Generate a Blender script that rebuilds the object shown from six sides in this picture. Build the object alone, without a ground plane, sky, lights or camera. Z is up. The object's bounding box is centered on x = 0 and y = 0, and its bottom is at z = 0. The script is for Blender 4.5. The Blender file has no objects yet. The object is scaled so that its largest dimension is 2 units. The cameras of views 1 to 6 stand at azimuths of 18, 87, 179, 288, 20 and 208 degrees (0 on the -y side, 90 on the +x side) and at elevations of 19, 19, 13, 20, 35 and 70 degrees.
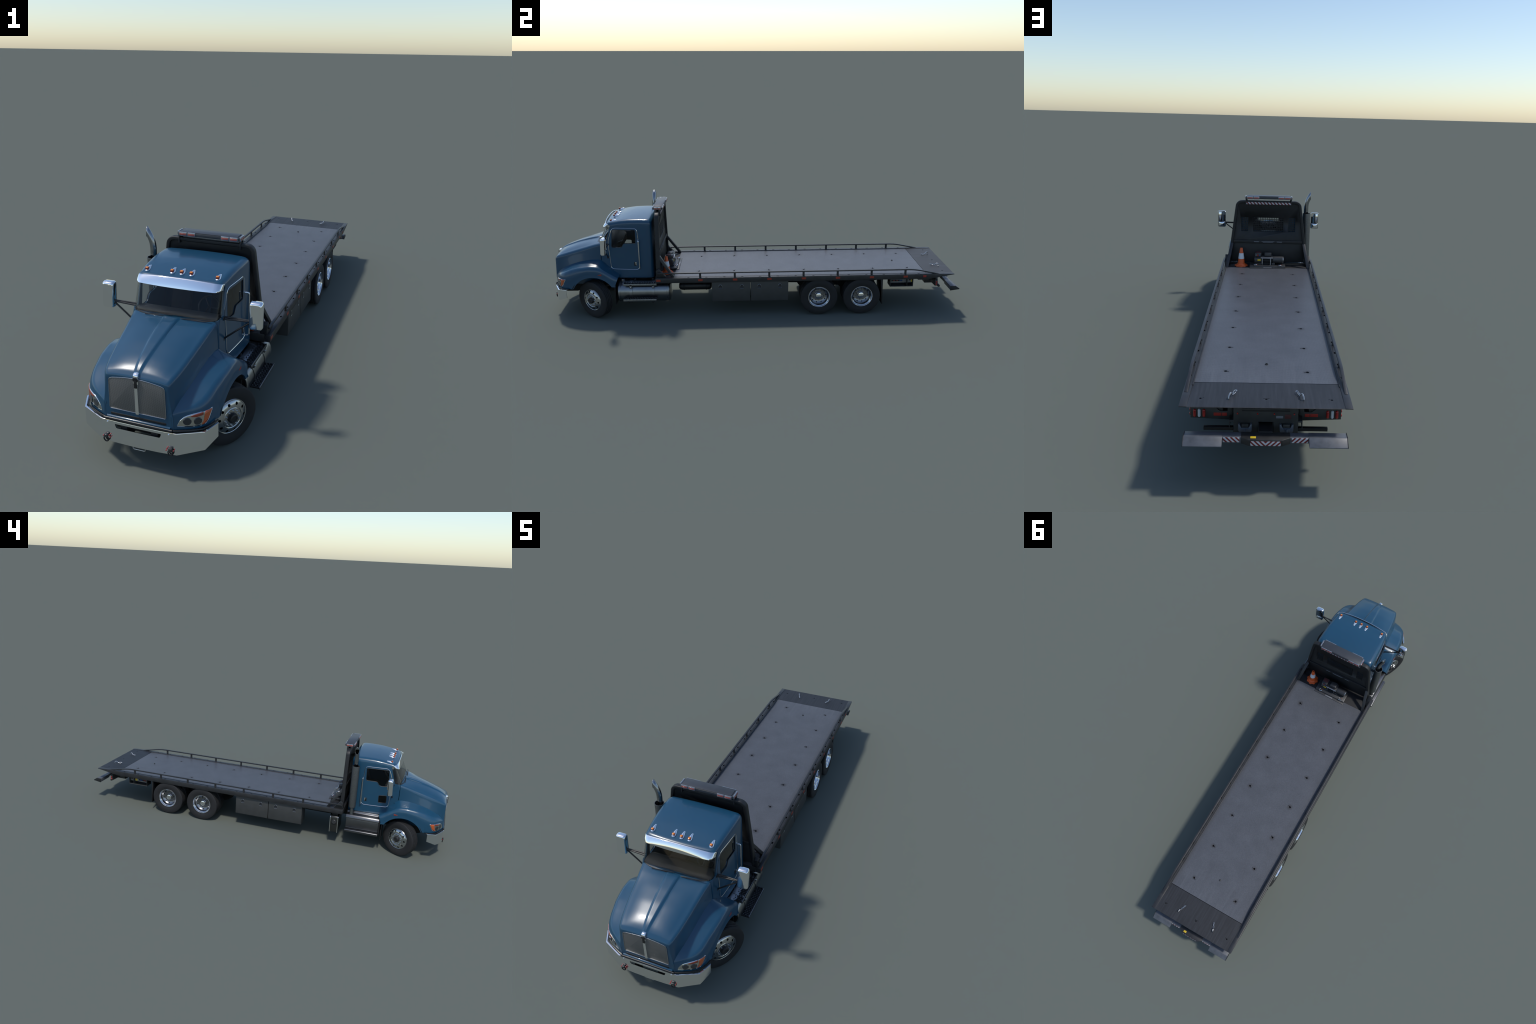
import bpy, bmesh, math, random
import numpy as np
from mathutils import Vector, Matrix
random.seed(7)
C = bpy.context.scene.collection

# ------------------------------------------------------------------ materials
def new_mat(name):
    m = bpy.data.materials.new(name); m.use_nodes = True
    nt = m.node_tree
    return m, nt, nt.nodes['Principled BSDF']

def noise(nt, scale, detail=4, rough=.6, mapping=None):
    tc = nt.nodes.new('ShaderNodeTexCoord')
    n = nt.nodes.new('ShaderNodeTexNoise')
    n.inputs['Scale'].default_value = scale
    n.inputs['Detail'].default_value = detail
    n.inputs['Roughness'].default_value = rough
    if mapping:
        mp = nt.nodes.new('ShaderNodeMapping'); mp.inputs['Scale'].default_value = mapping
        nt.links.new(tc.outputs['Object'], mp.inputs['Vector']); nt.links.new(mp.outputs[0], n.inputs['Vector'])
    else:
        nt.links.new(tc.outputs['Object'], n.inputs['Vector'])
    return n

def ramp(nt, src, stops):
    r = nt.nodes.new('ShaderNodeValToRGB')
    e = r.color_ramp.elements
    while len(e) < len(stops): e.new(.5)
    for el, (p, c) in zip(e, stops):
        el.position = p; el.color = (*c, 1) if len(c) == 3 else c
    nt.links.new(src, r.inputs[0])
    return r

def mixc(nt, fac, a, b, mode='MIX'):
    m = nt.nodes.new('ShaderNodeMix'); m.data_type = 'RGBA'; m.blend_type = mode
    for sock, v in ((m.inputs[0], fac), (m.inputs[6], a), (m.inputs[7], b)):
        if hasattr(v, 'is_output') or hasattr(v, 'links'): nt.links.new(v, sock)
        elif isinstance(v, (int, float)): sock.default_value = v
        else: sock.default_value = (*v, 1)
    return m.outputs[2]

def math_n(nt, op, a, b=None, c=None):
    m = nt.nodes.new('ShaderNodeMath'); m.operation = op
    for i, v in enumerate((a, b, c)):
        if v is None: continue
        if isinstance(v, (int, float)): m.inputs[i].default_value = v
        else: nt.links.new(v, m.inputs[i])
    return m.outputs[0]

def simple(name, col, rough=.5, metal=0., var=.0, scale=60, coat=0., bump=0., spec=None, coat_rough=.05):
    m, nt, b = new_mat(name)
    b.inputs['Roughness'].default_value = rough
    b.inputs['Metallic'].default_value = metal
    b.inputs['Coat Weight'].default_value = coat
    b.inputs['Coat Roughness'].default_value = coat_rough
    if spec is not None: b.inputs['Specular IOR Level'].default_value = spec
    if var > 0:
        n = noise(nt, scale)
        lo = tuple(c*(1-var) for c in col); hi = tuple(min(1, c*(1+var)) for c in col)
        r = ramp(nt, n.outputs[0], [(.3, lo), (.7, hi)])
        nt.links.new(r.outputs[0], b.inputs['Base Color'])
    else:
        b.inputs['Base Color'].default_value = (*col, 1)
    if bump > 0:
        n2 = noise(nt, scale*6)
        bp = nt.nodes.new('ShaderNodeBump'); bp.inputs['Strength'].default_value = bump; bp.inputs['Distance'].default_value = .001
        nt.links.new(n2.outputs[0], bp.inputs['Height']); nt.links.new(bp.outputs[0], b.inputs['Normal'])
    return m

PAINT = simple('blue_paint', (.0095, .058, .112), .3, var=.03, scale=8, coat=.35)
BLACK = simple('black_frame_paint', (.0095, .0105, .0115), .52, var=.25, scale=40)
RUBBER = simple('tyre_rubber', (.013, .013, .014), .78, var=.15, scale=90, bump=.15)
DARK = simple('dark_chassis', (.008, .008, .009), .7, var=.3, scale=40)
PLASTIC = simple('black_plastic', (.010, .010, .011), .45)
GLOSSBLACK = simple('gloss_black', (.004, .004, .005), .3)
CHROME = simple('chrome', (.95, .95, .95), .03, 1.)
POLISH = simple('polished_rim', (.50, .51, .52), .2, 1., var=.06, scale=50)
LIP = simple('rim_lip_chrome', (.68, .69, .71), .10, 1.)
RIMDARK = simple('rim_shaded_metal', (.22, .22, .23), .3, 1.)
ALU = simple('brushed_aluminium', (.25, .262, .275), .30, 1., var=.1, scale=12)
ALUBOX = simple('aluminium_panel', (.155, .155, .16), .36, 1., var=.08, scale=25)
MUFF = simple('exhaust_metal', (.22, .23, .23), .4, 1., var=.1, scale=60)
BOXG = simple('toolbox_grey_paint', (.040, .042, .042), .5, var=.12, scale=30)
STEEL = simple('steel', (.45, .46, .48), .35, 1., var=.15, scale=80)
LATCH = simple('latch_metal', (.28, .30, .32), .35, 1.)
RED = simple('red_lens', (.32, .012, .010), .18, coat=.6)
REDREF = simple('red_reflector', (.33, .022, .015), .35)
ORREF = simple('orange_reflector', (.30, .034, .016), .35)
AMBER = simple('amber_lens', (.45, .085, .020), .15, coat=.6)  # turn signal amber, browner and deeper because the lamp lies in shade
MARKER = simple('amber_marker_top', (.70, .22, .02), .2, coat=.5)
AMBERDARK = simple('amber_lens_base', (.24, .035, .012), .15, coat=.6)
CLEAR = simple('white_lens', (.50, .56, .60), .15, coat=.6)
ORANGE = simple('orange_cone_plastic', (.62, .10, .018), .45, var=.06, scale=60)
WHITE = simple('white_reflective_band', (.62, .66, .70), .45)
YELLOW = simple('yellow_label', (.62, .43, .02), .5)
LABEL = simple('pale_label', (.16, .17, .19), .5)
REDDARK = simple('faded_red_label', (.07, .016, .016), .6)
BLUEKNOB = simple('blue_knob', (.02, .08, .3), .4)
SEAT = simple('seat_fabric', (.030, .030, .032), .85, var=.2, scale=80)
DASH = simple('dashboard_vinyl', (.055, .052, .050), .7)
LINER = simple('cab_lining', (.040, .040, .042), .8)
HOUSING = simple('headlamp_housing', (.55, .55, .52), .14, 1.)
LAMPDARK = simple('lamp_projector', (.03, .035, .045), .08, .6, coat=1.)
WINCH = simple('winch_grey', (.055, .056, .058), .42, .5, var=.12, scale=60)
STACK = simple('exhaust_stack_metal', (.33, .34, .35), .2, 1.)
GLASSMIR = simple('mirror_glass', (.85, .87, .9), .02, 1.)
BARTOP = simple('light_bar_top', (.038, .042, .049), .4, var=.08, scale=30)
LIFTSTEEL = simple('lift_worn_steel', (.088, .095, .108), .42, var=.22, scale=45)
LIFTBODY = simple('lift_body_grey', (.028, .030, .030), .5, var=.35, scale=28)
LAMPRED = simple('beacon_red', (.33, .075, .060), .2, coat=.6)
LAMPGLASS = simple('beacon_clear_case', (.33, .35, .38), .12, .7)
TREAD = simple('tread_metal', (.10, .105, .11), .4, .8)

def glass_mat():
    m, nt, b = new_mat('window_glass')
    b.inputs['Base Color'].default_value = (.78, .80, .80, 1)
    b.inputs['Roughness'].default_value = 0.
    b.inputs['IOR'].default_value = 1.25
    b.inputs['Transmission Weight'].default_value = 1.
    return m
GLASS = glass_mat()

def deck_mat(name, base, streak, tail=False):
    """checkered steel sheet: fine weave, brown stains round the keyholes, long scuffs"""
    m, nt, b = new_mat(name)
    tc = nt.nodes.new('ShaderNodeTexCoord'); sep = nt.nodes.new('ShaderNodeSeparateXYZ')
    nt.links.new(tc.outputs['Object'], sep.inputs[0])
    n1 = noise(nt, 14, 5); n2 = noise(nt, 5, 5, .65, (22, 1.1, 1) if tail else (14, .9, 1)); n3 = noise(nt, 260, 2)
    c = ramp(nt, n1.outputs[0], [(.25, tuple(v*.86 for v in base)), (.75, tuple(v*1.12 for v in base))]).outputs[0]
    s = ramp(nt, n2.outputs[0], [(.42, (0, 0, 0)), (.75, (1, 1, 1))]).outputs[0]
    # scuffs strengthen toward the tail edge
    near = nt.nodes.new('ShaderNodeMapRange')
    near.inputs['From Min'].default_value = .62 if not tail else .70
    near.inputs['From Max'].default_value = .83 if not tail else .96
    near.inputs['To Min'].default_value = .0 if not tail else .25
    near.inputs['To Max'].default_value = .75
    nt.links.new(sep.outputs[1], near.inputs[0])
    c = mixc(nt, math_n(nt, 'MULTIPLY', s, near.outputs[0]), c, streak)
    g = ramp(nt, n3.outputs[0], [(.3, (.86, .86, .86)), (.7, (1.1, 1.1, 1.1))]).outputs[0]
    c = mixc(nt, 1., c, g, 'MULTIPLY')
    if not tail:
        # stain ring round each keyhole: holes sit on a lattice of pitch .1733 at |x| = .113
        yy = math_n(nt, 'SUBTRACT', math_n(nt, 'MODULO', math_n(nt, 'ADD', sep.outputs[1], 1.2402), .1733), .08665)
        xx = math_n(nt, 'SUBTRACT', math_n(nt, 'ABSOLUTE', sep.outputs[0]), .113)
        d = math_n(nt, 'SQRT', math_n(nt, 'ADD', math_n(nt, 'MULTIPLY', xx, xx), math_n(nt, 'MULTIPLY', yy, yy)))
        d = math_n(nt, 'ADD', d, math_n(nt, 'MULTIPLY', math_n(nt, 'SUBTRACT', n1.outputs[0], .5), .02))
        st = ramp(nt, d, [(.005, (.6, .6, .6)), (.016, (0, 0, 0))]).outputs[0]
        c = mixc(nt, st, c, (.030, .026, .024))
        # dirt along both side edges
        e = math_n(nt, 'ABSOLUTE', sep.outputs[0])
        e = math_n(nt, 'ADD', e, math_n(nt, 'MULTIPLY', math_n(nt, 'SUBTRACT', n1.outputs[0], .5), .03))
        ed = nt.nodes.new('ShaderNodeMapRange'); ed.inputs['From Min'].default_value = .172; ed.inputs['From Max'].default_value = .196
        nt.links.new(e, ed.inputs[0])
        c = mixc(nt, math_n(nt, 'MULTIPLY', ed.outputs[0], .55), c, (.040, .036, .034))
    nt.links.new(c, b.inputs['Base Color'])
    b.inputs['Roughness'].default_value = .52 if tail else .42
    # woven grip: crossed sine ridges
    k = 2*math.pi/.0042
    h = math_n(nt, 'ADD', math_n(nt, 'SINE', math_n(nt, 'MULTIPLY', sep.outputs[0], k)), math_n(nt, 'SINE', math_n(nt, 'MULTIPLY', sep.outputs[1], k)))
    bp = nt.nodes.new('ShaderNodeBump'); bp.inputs['Strength'].default_value = .0 if tail else .10; bp.inputs['Distance'].default_value = .0004
    nt.links.new(h, bp.inputs['Height']); nt.links.new(bp.outputs[0], b.inputs['Normal'])
    return m
DECK = deck_mat('deck_steel', (.075, .080, .091), (.108, .115, .128))
TAIL = deck_mat('tail_steel', (.0115, .0128, .0155), (.040, .043, .051), True)
RAILM = simple('side_rail_paint', (.020, .021, .023), .42, var=.3, scale=25)

def stripe_mat(name, slope, pitch, vee=False, offs=0.):
    m, nt, b = new_mat(name)
    tc = nt.nodes.new('ShaderNodeTexCoord'); sep = nt.nodes.new('ShaderNodeSeparateXYZ')
    nt.links.new(tc.outputs['Object'], sep.inputs[0])
    x = sep.outputs[0]
    if vee: x = math_n(nt, 'ABSOLUTE', x)
    t = math_n(nt, 'ADD', x, math_n(nt, 'MULTIPLY', sep.outputs[2], slope))
    f = math_n(nt, 'FRACT', math_n(nt, 'ADD', math_n(nt, 'DIVIDE', t, pitch), 20.+offs))
    g = math_n(nt, 'GREATER_THAN', f, .5)
    c = mixc(nt, g, (.52, .53, .56), (.15, .010, .012))
    nt.links.new(c, b.inputs['Base Color']); b.inputs['Roughness'].default_value = .45
    return m
STRIPE_TOP = stripe_mat('hazard_stripes_top', -.9, .0156)
STRIPE_V = stripe_mat('hazard_stripes_vee', -1.05, .0118, True)
STRIPE_SIDE = stripe_mat('hazard_stripes_side', -1.05, .0118, True, .3)

def grille_mat():
    m, nt, b = new_mat('grille_mesh_metal')
    tc = nt.nodes.new('ShaderNodeTexCoord'); sep = nt.nodes.new('ShaderNodeSeparateXYZ')
    nt.links.new(tc.outputs['Object'], sep.inputs[0])
    k = 2*math.pi/.0038
    a = math_n(nt, 'SINE', math_n(nt, 'MULTIPLY', math_n(nt, 'ADD', sep.outputs[0], sep.outputs[2]), k))
    c = math_n(nt, 'SINE', math_n(nt, 'MULTIPLY', math_n(nt, 'SUBTRACT', sep.outputs[0], sep.outputs[2]), k))
    h = math_n(nt, 'MULTIPLY', a, c)
    r = ramp(nt, math_n(nt, 'ADD', math_n(nt, 'MULTIPLY', h, .5), .5), [(.3, (.045, .045, .045)), (.6, (.27, .265, .255))])
    nt.links.new(r.outputs[0], b.inputs['Base Color'])
    b.inputs['Metallic'].default_value = .55; b.inputs['Roughness'].default_value = .4
    return m
GRILLE = grille_mat()

def perf_mat():
    m, nt, b = new_mat('perforated_heat_shield')
    tc = nt.nodes.new('ShaderNodeTexCoord'); v = nt.nodes.new('ShaderNodeTexVoronoi')
    v.inputs['Scale'].default_value = 420
    nt.links.new(tc.outputs['Object'], v.inputs['Vector'])
    r = ramp(nt, v.outputs['Distance'], [(.2, (.10, .105, .107)), (.45, (.21, .22, .222))])
    nt.links.new(r.outputs[0], b.inputs['Base Color'])
    b.inputs['Metallic'].default_value = .9; b.inputs['Roughness'].default_value = .42
    return m
PERF = perf_mat()

# ------------------------------------------------------------------ mesh helpers
TRUCK = bpy.data.objects.new('flatbed_tow_truck', None); C.objects.link(TRUCK)
TRUCK['label'] = 'blue flatbed tow truck with black headboard, grey steel deck and chrome trim'
TRUCK['category'] = 'tow truck'

def link(o, parent=TRUCK):
    if o.name not in C.objects: C.objects.link(o)
    if parent is not None:
        o.parent = parent
    return o

def finish(bm, name, mat, parent=TRUCK, smooth=True, angle=35, bevel=0., segs=2, recalc=True):
    if recalc: bmesh.ops.recalc_face_normals(bm, faces=bm.faces)
    if bevel > 0:
        es = [e for e in bm.edges if len(e.link_faces) == 2 and e.calc_face_angle(0) > math.radians(28)]
        bmesh.ops.bevel(bm, geom=es, offset=bevel, segments=segs, profile=.5, affect='EDGES', clamp_overlap=True)
    me = bpy.data.meshes.new(name); bm.to_mesh(me); bm.free()
    if smooth:
        me.polygons.foreach_set('use_smooth', [True]*len(me.polygons))
        me.set_sharp_from_angle(angle=math.radians(angle))
    mats = mat if isinstance(mat, (list, tuple)) else [mat]
    for mm in mats: me.materials.append(mm)
    o = bpy.data.objects.new(name, me)
    return link(o, parent)

def bm_box(bm, x, y, z):
    vs = [bm.verts.new((a, b, c)) for a in x for b in y for c in z]
    for f in ((0, 1, 3, 2), (4, 6, 7, 5), (0, 4, 5, 1), (2, 3, 7, 6), (0, 2, 6, 4), (1, 5, 7, 3)):
        bm.faces.new([vs[i] for i in f])

def box(name, x, y, z, mat, parent=TRUCK, bevel=.0012, segs=2):
    bm = bmesh.new(); bm_box(bm, x, y, z)
    return finish(bm, name, mat, parent, bevel=bevel, segs=segs)

def boxes(name, lst, mat, parent=TRUCK, bevel=.001, kind=None):
    bm = bmesh.new()
    for x, y, z in lst: bm_box(bm, x, y, z)
    o = finish(bm, name, mat, parent, bevel=bevel, segs=1)
    if kind: o['kind'] = kind
    return o

def bm_ring_loft(bm, rings, closed=True, cap=True):
    vr = [[bm.verts.new(p) for p in r] for r in rings]
    n = len(rings[0])
    for a, b in zip(vr[:-1], vr[1:]):
        for i in range(n if closed else n-1):
            j = (i+1) % n
            bm.faces.new((a[i], a[j], b[j], b[i]))
    if cap:
        for r in (vr[0], vr[-1]):
            try: bm.faces.new(r)
            except ValueError: pass
    return vr

def loft(name, rings, mat, parent=TRUCK, closed=True, cap=True, bevel=0., angle=35, solid=0.):
    bm = bmesh.new(); bm_ring_loft(bm, rings, closed, cap)
    o = finish(bm, name, mat, parent, angle=angle, bevel=bevel)
    if solid: solidify(o, solid)
    return o

def apply_mod(o):
    dg = bpy.context.evaluated_depsgraph_get()
    me = bpy.data.meshes.new_from_object(o.evaluated_get(dg))
    old = o.data; o.modifiers.clear(); me.name = old.name; o.data = me
    bpy.data.meshes.remove(old)

def solidify(o, t, offset=-1):
    m = o.modifiers.new('s', 'SOLIDIFY'); m.thickness = t; m.offset = offset
    apply_mod(o)

def frame_at(d):
    d = Vector(d).normalized()
    up = Vector((0, 0, 1)) if abs(d.z) < .9 else Vector((0, 1, 0))
    a = d.cross(up).normalized(); return a, d.cross(a).normalized()

def bm_tube(bm, pts, r, seg=10, closed=False, cap=True, flat=1.):
    pts = [Vector(p) for p in pts]; n = len(pts); rings = []
    a = None
    for i, p in enumerate(pts):
        if closed: t = pts[(i+1) % n]-pts[i-1]
        else: t = pts[min(i+1, n-1)]-pts[max(i-1, 0)]
        t.normalize()
        if a is None: a, b = frame_at(t)
        else:
            a = (a - t*a.dot(t)).normalized()
        b = t.cross(a)
        rr = r[i] if hasattr(r, '__len__') else r
        rings.append([p + a*rr*math.cos(k*2*math.pi/seg) + b*rr*flat*math.sin(k*2*math.pi/seg) for k in range(seg)])
    if closed: rings.append(rings[0])
    bm_ring_loft(bm, rings, True, cap and not closed)
    if closed: bmesh.ops.remove_doubles(bm, verts=bm.verts, dist=1e-6)

def tube(name, pts, r, mat, parent=TRUCK, seg=10, closed=False, flat=1.):
    bm = bmesh.new(); bm_tube(bm, pts, r, seg, closed, True, flat)
    return finish(bm, name, mat, parent)

def round_path(pts, rad, n=5, closed=False):
    pts = [Vector(p) for p in pts]; out = []; N = len(pts)
    for i, p in enumerate(pts):
        if not closed and i in (0, N-1): out.append(p); continue
        a = pts[i-1]-p; b = pts[(i+1) % N]-p
        r = min(rad, a.length*.49, b.length*.49)
        A = p+a.normalized()*r; B = p+b.normalized()*r
        for k in range(n+1):
            t = k/n; out.append(A*(1-t)**2 + p*2*t*(1-t) + B*t*t)
    return out

def lathe(name, prof, mat, parent=TRUCK, seg=40, axis='x', angle=30, matrix=None, cap=False):
    """prof: list of (offset along axis, radius)"""
    bm = bmesh.new(); rings = []
    for h, r in prof:
        ring = []
        for k in range(seg):
            t = 2*math.pi*k/seg; c, s = r*math.cos(t), r*math.sin(t)
            ring.append({'x': (h, c, s), 'y': (c, h, s), 'z': (c, s, h)}[axis])
        rings.append(ring)
    bm_ring_loft(bm, rings, True, cap)
    if matrix is not None: bm.transform(matrix)
    return finish(bm, name, mat, parent, angle=angle)

def cyl(name, p0, p1, r, mat, parent=TRUCK, seg=24, bevel=.0008):
    bm = bmesh.new(); bm_tube(bm, [p0, p1], r, seg)
    return finish(bm, name, mat, parent, bevel=bevel, segs=1)

def prism(name, pts, axis, lo, hi, mat, parent=TRUCK, bevel=.001, angle=35):
    """extrude a 2D polygon along an axis: x -> pts are (y,z), y -> (x,z), z -> (x,y)"""
    bm = bmesh.new(); rings = []
    for h in (lo, hi):
        rings.append([{'x': (h, a, b), 'y': (a, h, b), 'z': (a, b, h)}[axis] for a, b in pts])
    bm_ring_loft(bm, rings, True, True)
    return finish(bm, name, mat, parent, bevel=bevel, angle=angle, segs=2)

def boolean(o, cutter, op='DIFFERENCE', keep=False):
    m = o.modifiers.new('b', 'BOOLEAN'); m.operation = op; m.object = cutter; m.solver = 'EXACT'
    bpy.context.view_layer.update()
    apply_mod(o)
    if not keep: kill(cutter)

def kill(o):
    me = o.data; bpy.data.objects.remove(o)
    if me.users == 0: bpy.data.meshes.remove(me)

def resmooth(o, angle=35):
    me = o.data
    me.polygons.foreach_set('use_smooth', [True]*len(me.polygons))
    me.set_sharp_from_angle(angle=math.radians(angle))

def setmat(o, m):
    o.data.materials.clear(); o.data.materials.append(m)

def copy(o, loc=None, rot=None, mat=None, parent='same', scale=None):
    c = o.copy(); C.objects.link(c)
    if loc is not None: c.location = loc
    if rot is not None: c.rotation_euler = rot
    if scale is not None: c.scale = scale
    if parent != 'same': c.parent = parent
    return c

def mirror_x(o):
    """second, mirrored piece with its own mesh (normals kept outward)"""
    bm = bmesh.new(); bm.from_mesh(o.data)
    for v in bm.verts: v.co.x = -v.co.x
    bmesh.ops.reverse_faces(bm, faces=bm.faces)
    me = bpy.data.meshes.new(o.data.name); bm.to_mesh(me); bm.free()
    for m in o.data.materials: me.materials.append(m)
    ang = math.radians(35); me.polygons.foreach_set('use_smooth', [True]*len(me.polygons)); me.set_sharp_from_angle(angle=ang)
    n = bpy.data.objects.new(o.name, me); C.objects.link(n); n.parent = o.parent
    return n

I = np.interp
_W = np.exp(-np.linspace(-1.8, 1.8, 13)**2/2); _W /= _W.sum()
def SM(y, xs, vs, w=.014):
    """rounded interpolation between stations (window narrows toward both ends)"""
    w = min(w, max(.0, y-xs[0])*.9, max(.0, xs[-1]-y)*.9)
    return float((I(y+np.linspace(-w, w, 13), xs, vs)*_W).sum())

# ================================================================== CAB
ZB = .187
def cab_outline(z):
    """half plan outline of the cab (front centre -> rear centre) at height z"""
    yf = I(z, [.187, .33, .362, .44, .48], [-.753, -.755, -.766, -.731, -.716])
    k = I(z, [.187, .335, .365, .48], [0., 0., 1., 1.])      # 0 = square firewall corner, 1 = wrapped glass corner
    yw = I(z, [.187, .34, .37, .44, .48], [-.753, -.750, -.727, -.709, -.700])   # where the glass meets the side
    bow = .005*k
    tum = I(z, [.187, .30, .44, .48], [0., .0, -.002, -.004])
    xs = .1375+tum
    front = [(0, yf), (.035, yf+bow*.12), (.07, yf+bow*.5), (.098, yf+bow)]
    # corner sweep from the front plane to the side
    a = np.array((.098, yf+bow)); b = np.array((xs+.002, yf+bow*1.2+.001)); c = np.array((xs, yw+.001))
    for t in (.2, .4, .55, .7, .82, .92, 1.):
        p = a*(1-t)**2+b*2*t*(1-t)+c*t*t
        front.append(tuple(p))
    xr = .1505+tum
    side = []
    for t in (.12, .25, .38, .5, .62, .74, .86, .95):
        y = (yw)*(1-t)+(-.522)*t
        side.append((xs+(xr-xs)*math.sin(t*math.pi/2)**.9, y))
    rear = [(xr, -.518), (xr-.002, -.511), (xr-.007, -.505), (xr-.014, -.502), (.10, -.501), (.05, -.501), (0, -.501)]
    return front+side+rear

def roof_z(x, y):
    return I(y, [-.745, -.72, -.70, -.68, -.65, -.61, -.56, -.50], [.450, .4605, .465, .4685, .4745, .479, .4800, .4790]) - .0045*(x/.145)**2

def cab_ring(level):
    """level 0..1 wall, 1..2 roof rounding, 2..3 roof"""
    R = .020
    if level <= 1:
        pts = []
        base = cab_outline(.46)
        n = len(base)
        for i in range(n):
            zt = roof_z(base[i][0]*.9, max(base[i][1]+.012, -.74)) - R
            z = ZB+(zt-ZB)*level
            x, y = cab_outline(z)[i]
            pts.append((x, y, z))
        return pts
    top = cab_ring(1.)
    sc = lambda x, y, d: (x*(1-d/.147), -.61+(y+.61)*(1-d/.11))
    pts = []
    for x, y, z in top:
        if level <= 2:
            t = (level-1)*math.pi/2; d = R*(1-math.cos(t))
            X, Y = sc(x, y, d)
            z1 = roof_z(*sc(x, y, R))
            zz = z+(z1-z)*math.sin(t)
        else:
            d = R+(.095-R)*(level-2)
            X, Y = sc(x, y, d); zz = roof_z(X, Y)
        pts.append((X, Y, zz))
    return pts

def full(half):
    return half+[(-x, y, z) for x, y, z in half[-2:0:-1]]

levels = list(np.linspace(0, 1, 34))+[1.2, 1.4, 1.6, 1.8, 2., 2.15, 2.35, 2.6, 2.8, 3.]
def cab_shell(name, offset, thick, mat, parent=TRUCK):
    bm = bmesh.new()
    bm_ring_loft(bm, [full(cab_ring(l)) for l in levels], True, True)
    bmesh.ops.triangulate(bm, faces=[f for f in bm.faces if len(f.verts) > 4])
    bmesh.ops.recalc_face_normals(bm, faces=bm.faces)
    bm.normal_update()
    if offset:
        for v, nn in [(v, v.normal.copy()) for v in bm.verts]: v.co += nn*offset
    o = finish(bm, name, mat, parent, angle=40, recalc=False)
    solidify(o, thick)
    return o

def yz_cutter(pts, x0, x1, rad=.008):
    p = round_path([(0, a, b) for a, b in pts], rad, 4, True)
    return prism('cutter', [(q.y, q.z) for q in p], 'x', x0, x1, PAINT, bevel=0)

def xz_cutter(pts, y0, y1, rad=.012):
    p = round_path([(a, 0, b) for a, b in pts], rad, 6, True)
    return prism('cutter', [(q.x, q.z) for q in p], 'y', y0, y1, PAINT, bevel=0)

WIN = [(-.690, .428), (-.697, .341), (-.652, .340), (-.637, .361), (-.582, .361), (-.580, .427)]
DOOR = [(-.690, .4365), (-.713, .372), (-.706, .232), (-.569, .229), (-.566, .36), (-.572, .4355)]
LOWWIN = [(-.692, .293), (-.692, .253), (-.654, .251), (-.653, .290)]
WSCREEN = [(-.1365, .455), (-.150, .37), (-.130, .3565), (.130, .3565), (.150, .37), (.1365, .455)]
def ws_cutter():
    # front opening: everything ahead of a sloping plane just behind the wrapped corner
    bm = bmesh.new()
    p = round_path([(a, 0, b) for a, b in WSCREEN], .016, 6, True)
    rings = [[(q.x, y0+(q.z-.36)*.30, q.z) for q in p] for y0 in (-.83, -.7245)]
    bm_ring_loft(bm, rings, True, True)
    return finish(bm, 'cutter', PAINT, smooth=False)
BACKWIN = [(-.072, .358), (.072, .358), (.072, .425), (-.072, .425)]

def cab_cutters(shrink=0):
    return [ws_cutter(), yz_cutter(WIN, .08, .3), yz_cutter(WIN, -.3, -.08), yz_cutter(LOWWIN, -.3, -.08), xz_cutter(BACKWIN, -.56, -.45)]

cab = cab_shell('cab', 0, .006, PAINT)
for c in cab_cutters(): boolean(cab, c)
resmooth(cab, 40)

# glass: thin inner skin kept only inside the openings
for nm, mk in (('windshield', ws_cutter), ('door_window', lambda: yz_cutter([(a, b) for a, b in WIN], .08, .3)),
               ('door_window', lambda: yz_cutter(WIN, -.3, -.08)), ('door_window', lambda: yz_cutter(LOWWIN, -.3, -.08)),
               ('rear_window', lambda: xz_cutter(BACKWIN, -.56, -.45))):
    g = cab_shell(nm, -.0016, .0016, GLASS)
    boolean(g, mk(), 'INTERSECT'); setmat(g, GLASS); resmooth(g, 30)

# side x of the cab at (y,z)
def cab_x(y, z):
    o = cab_outline(z); o = [p for p in o if p[0] > .12]
    o.sort(key=lambda p: p[1])
    return float(I(y, [p[1] for p in o], [p[0] for p in o]))

def on_side(pts, off, sx=1):
    return [(sx*(cab_x(y, z)+off), y, z) for y, z in pts]

def dense(pts, step=.008, closed=True):
    out = []; n = len(pts)
    for i in range(n if closed else n-1):
        a = Vector(pts[i]); b = Vector(pts[(i+1) % n]); k = max(1, int((b-a).length/step))
        out += [a.lerp(b, j/k) for j in range(k)]
    return out

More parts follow.
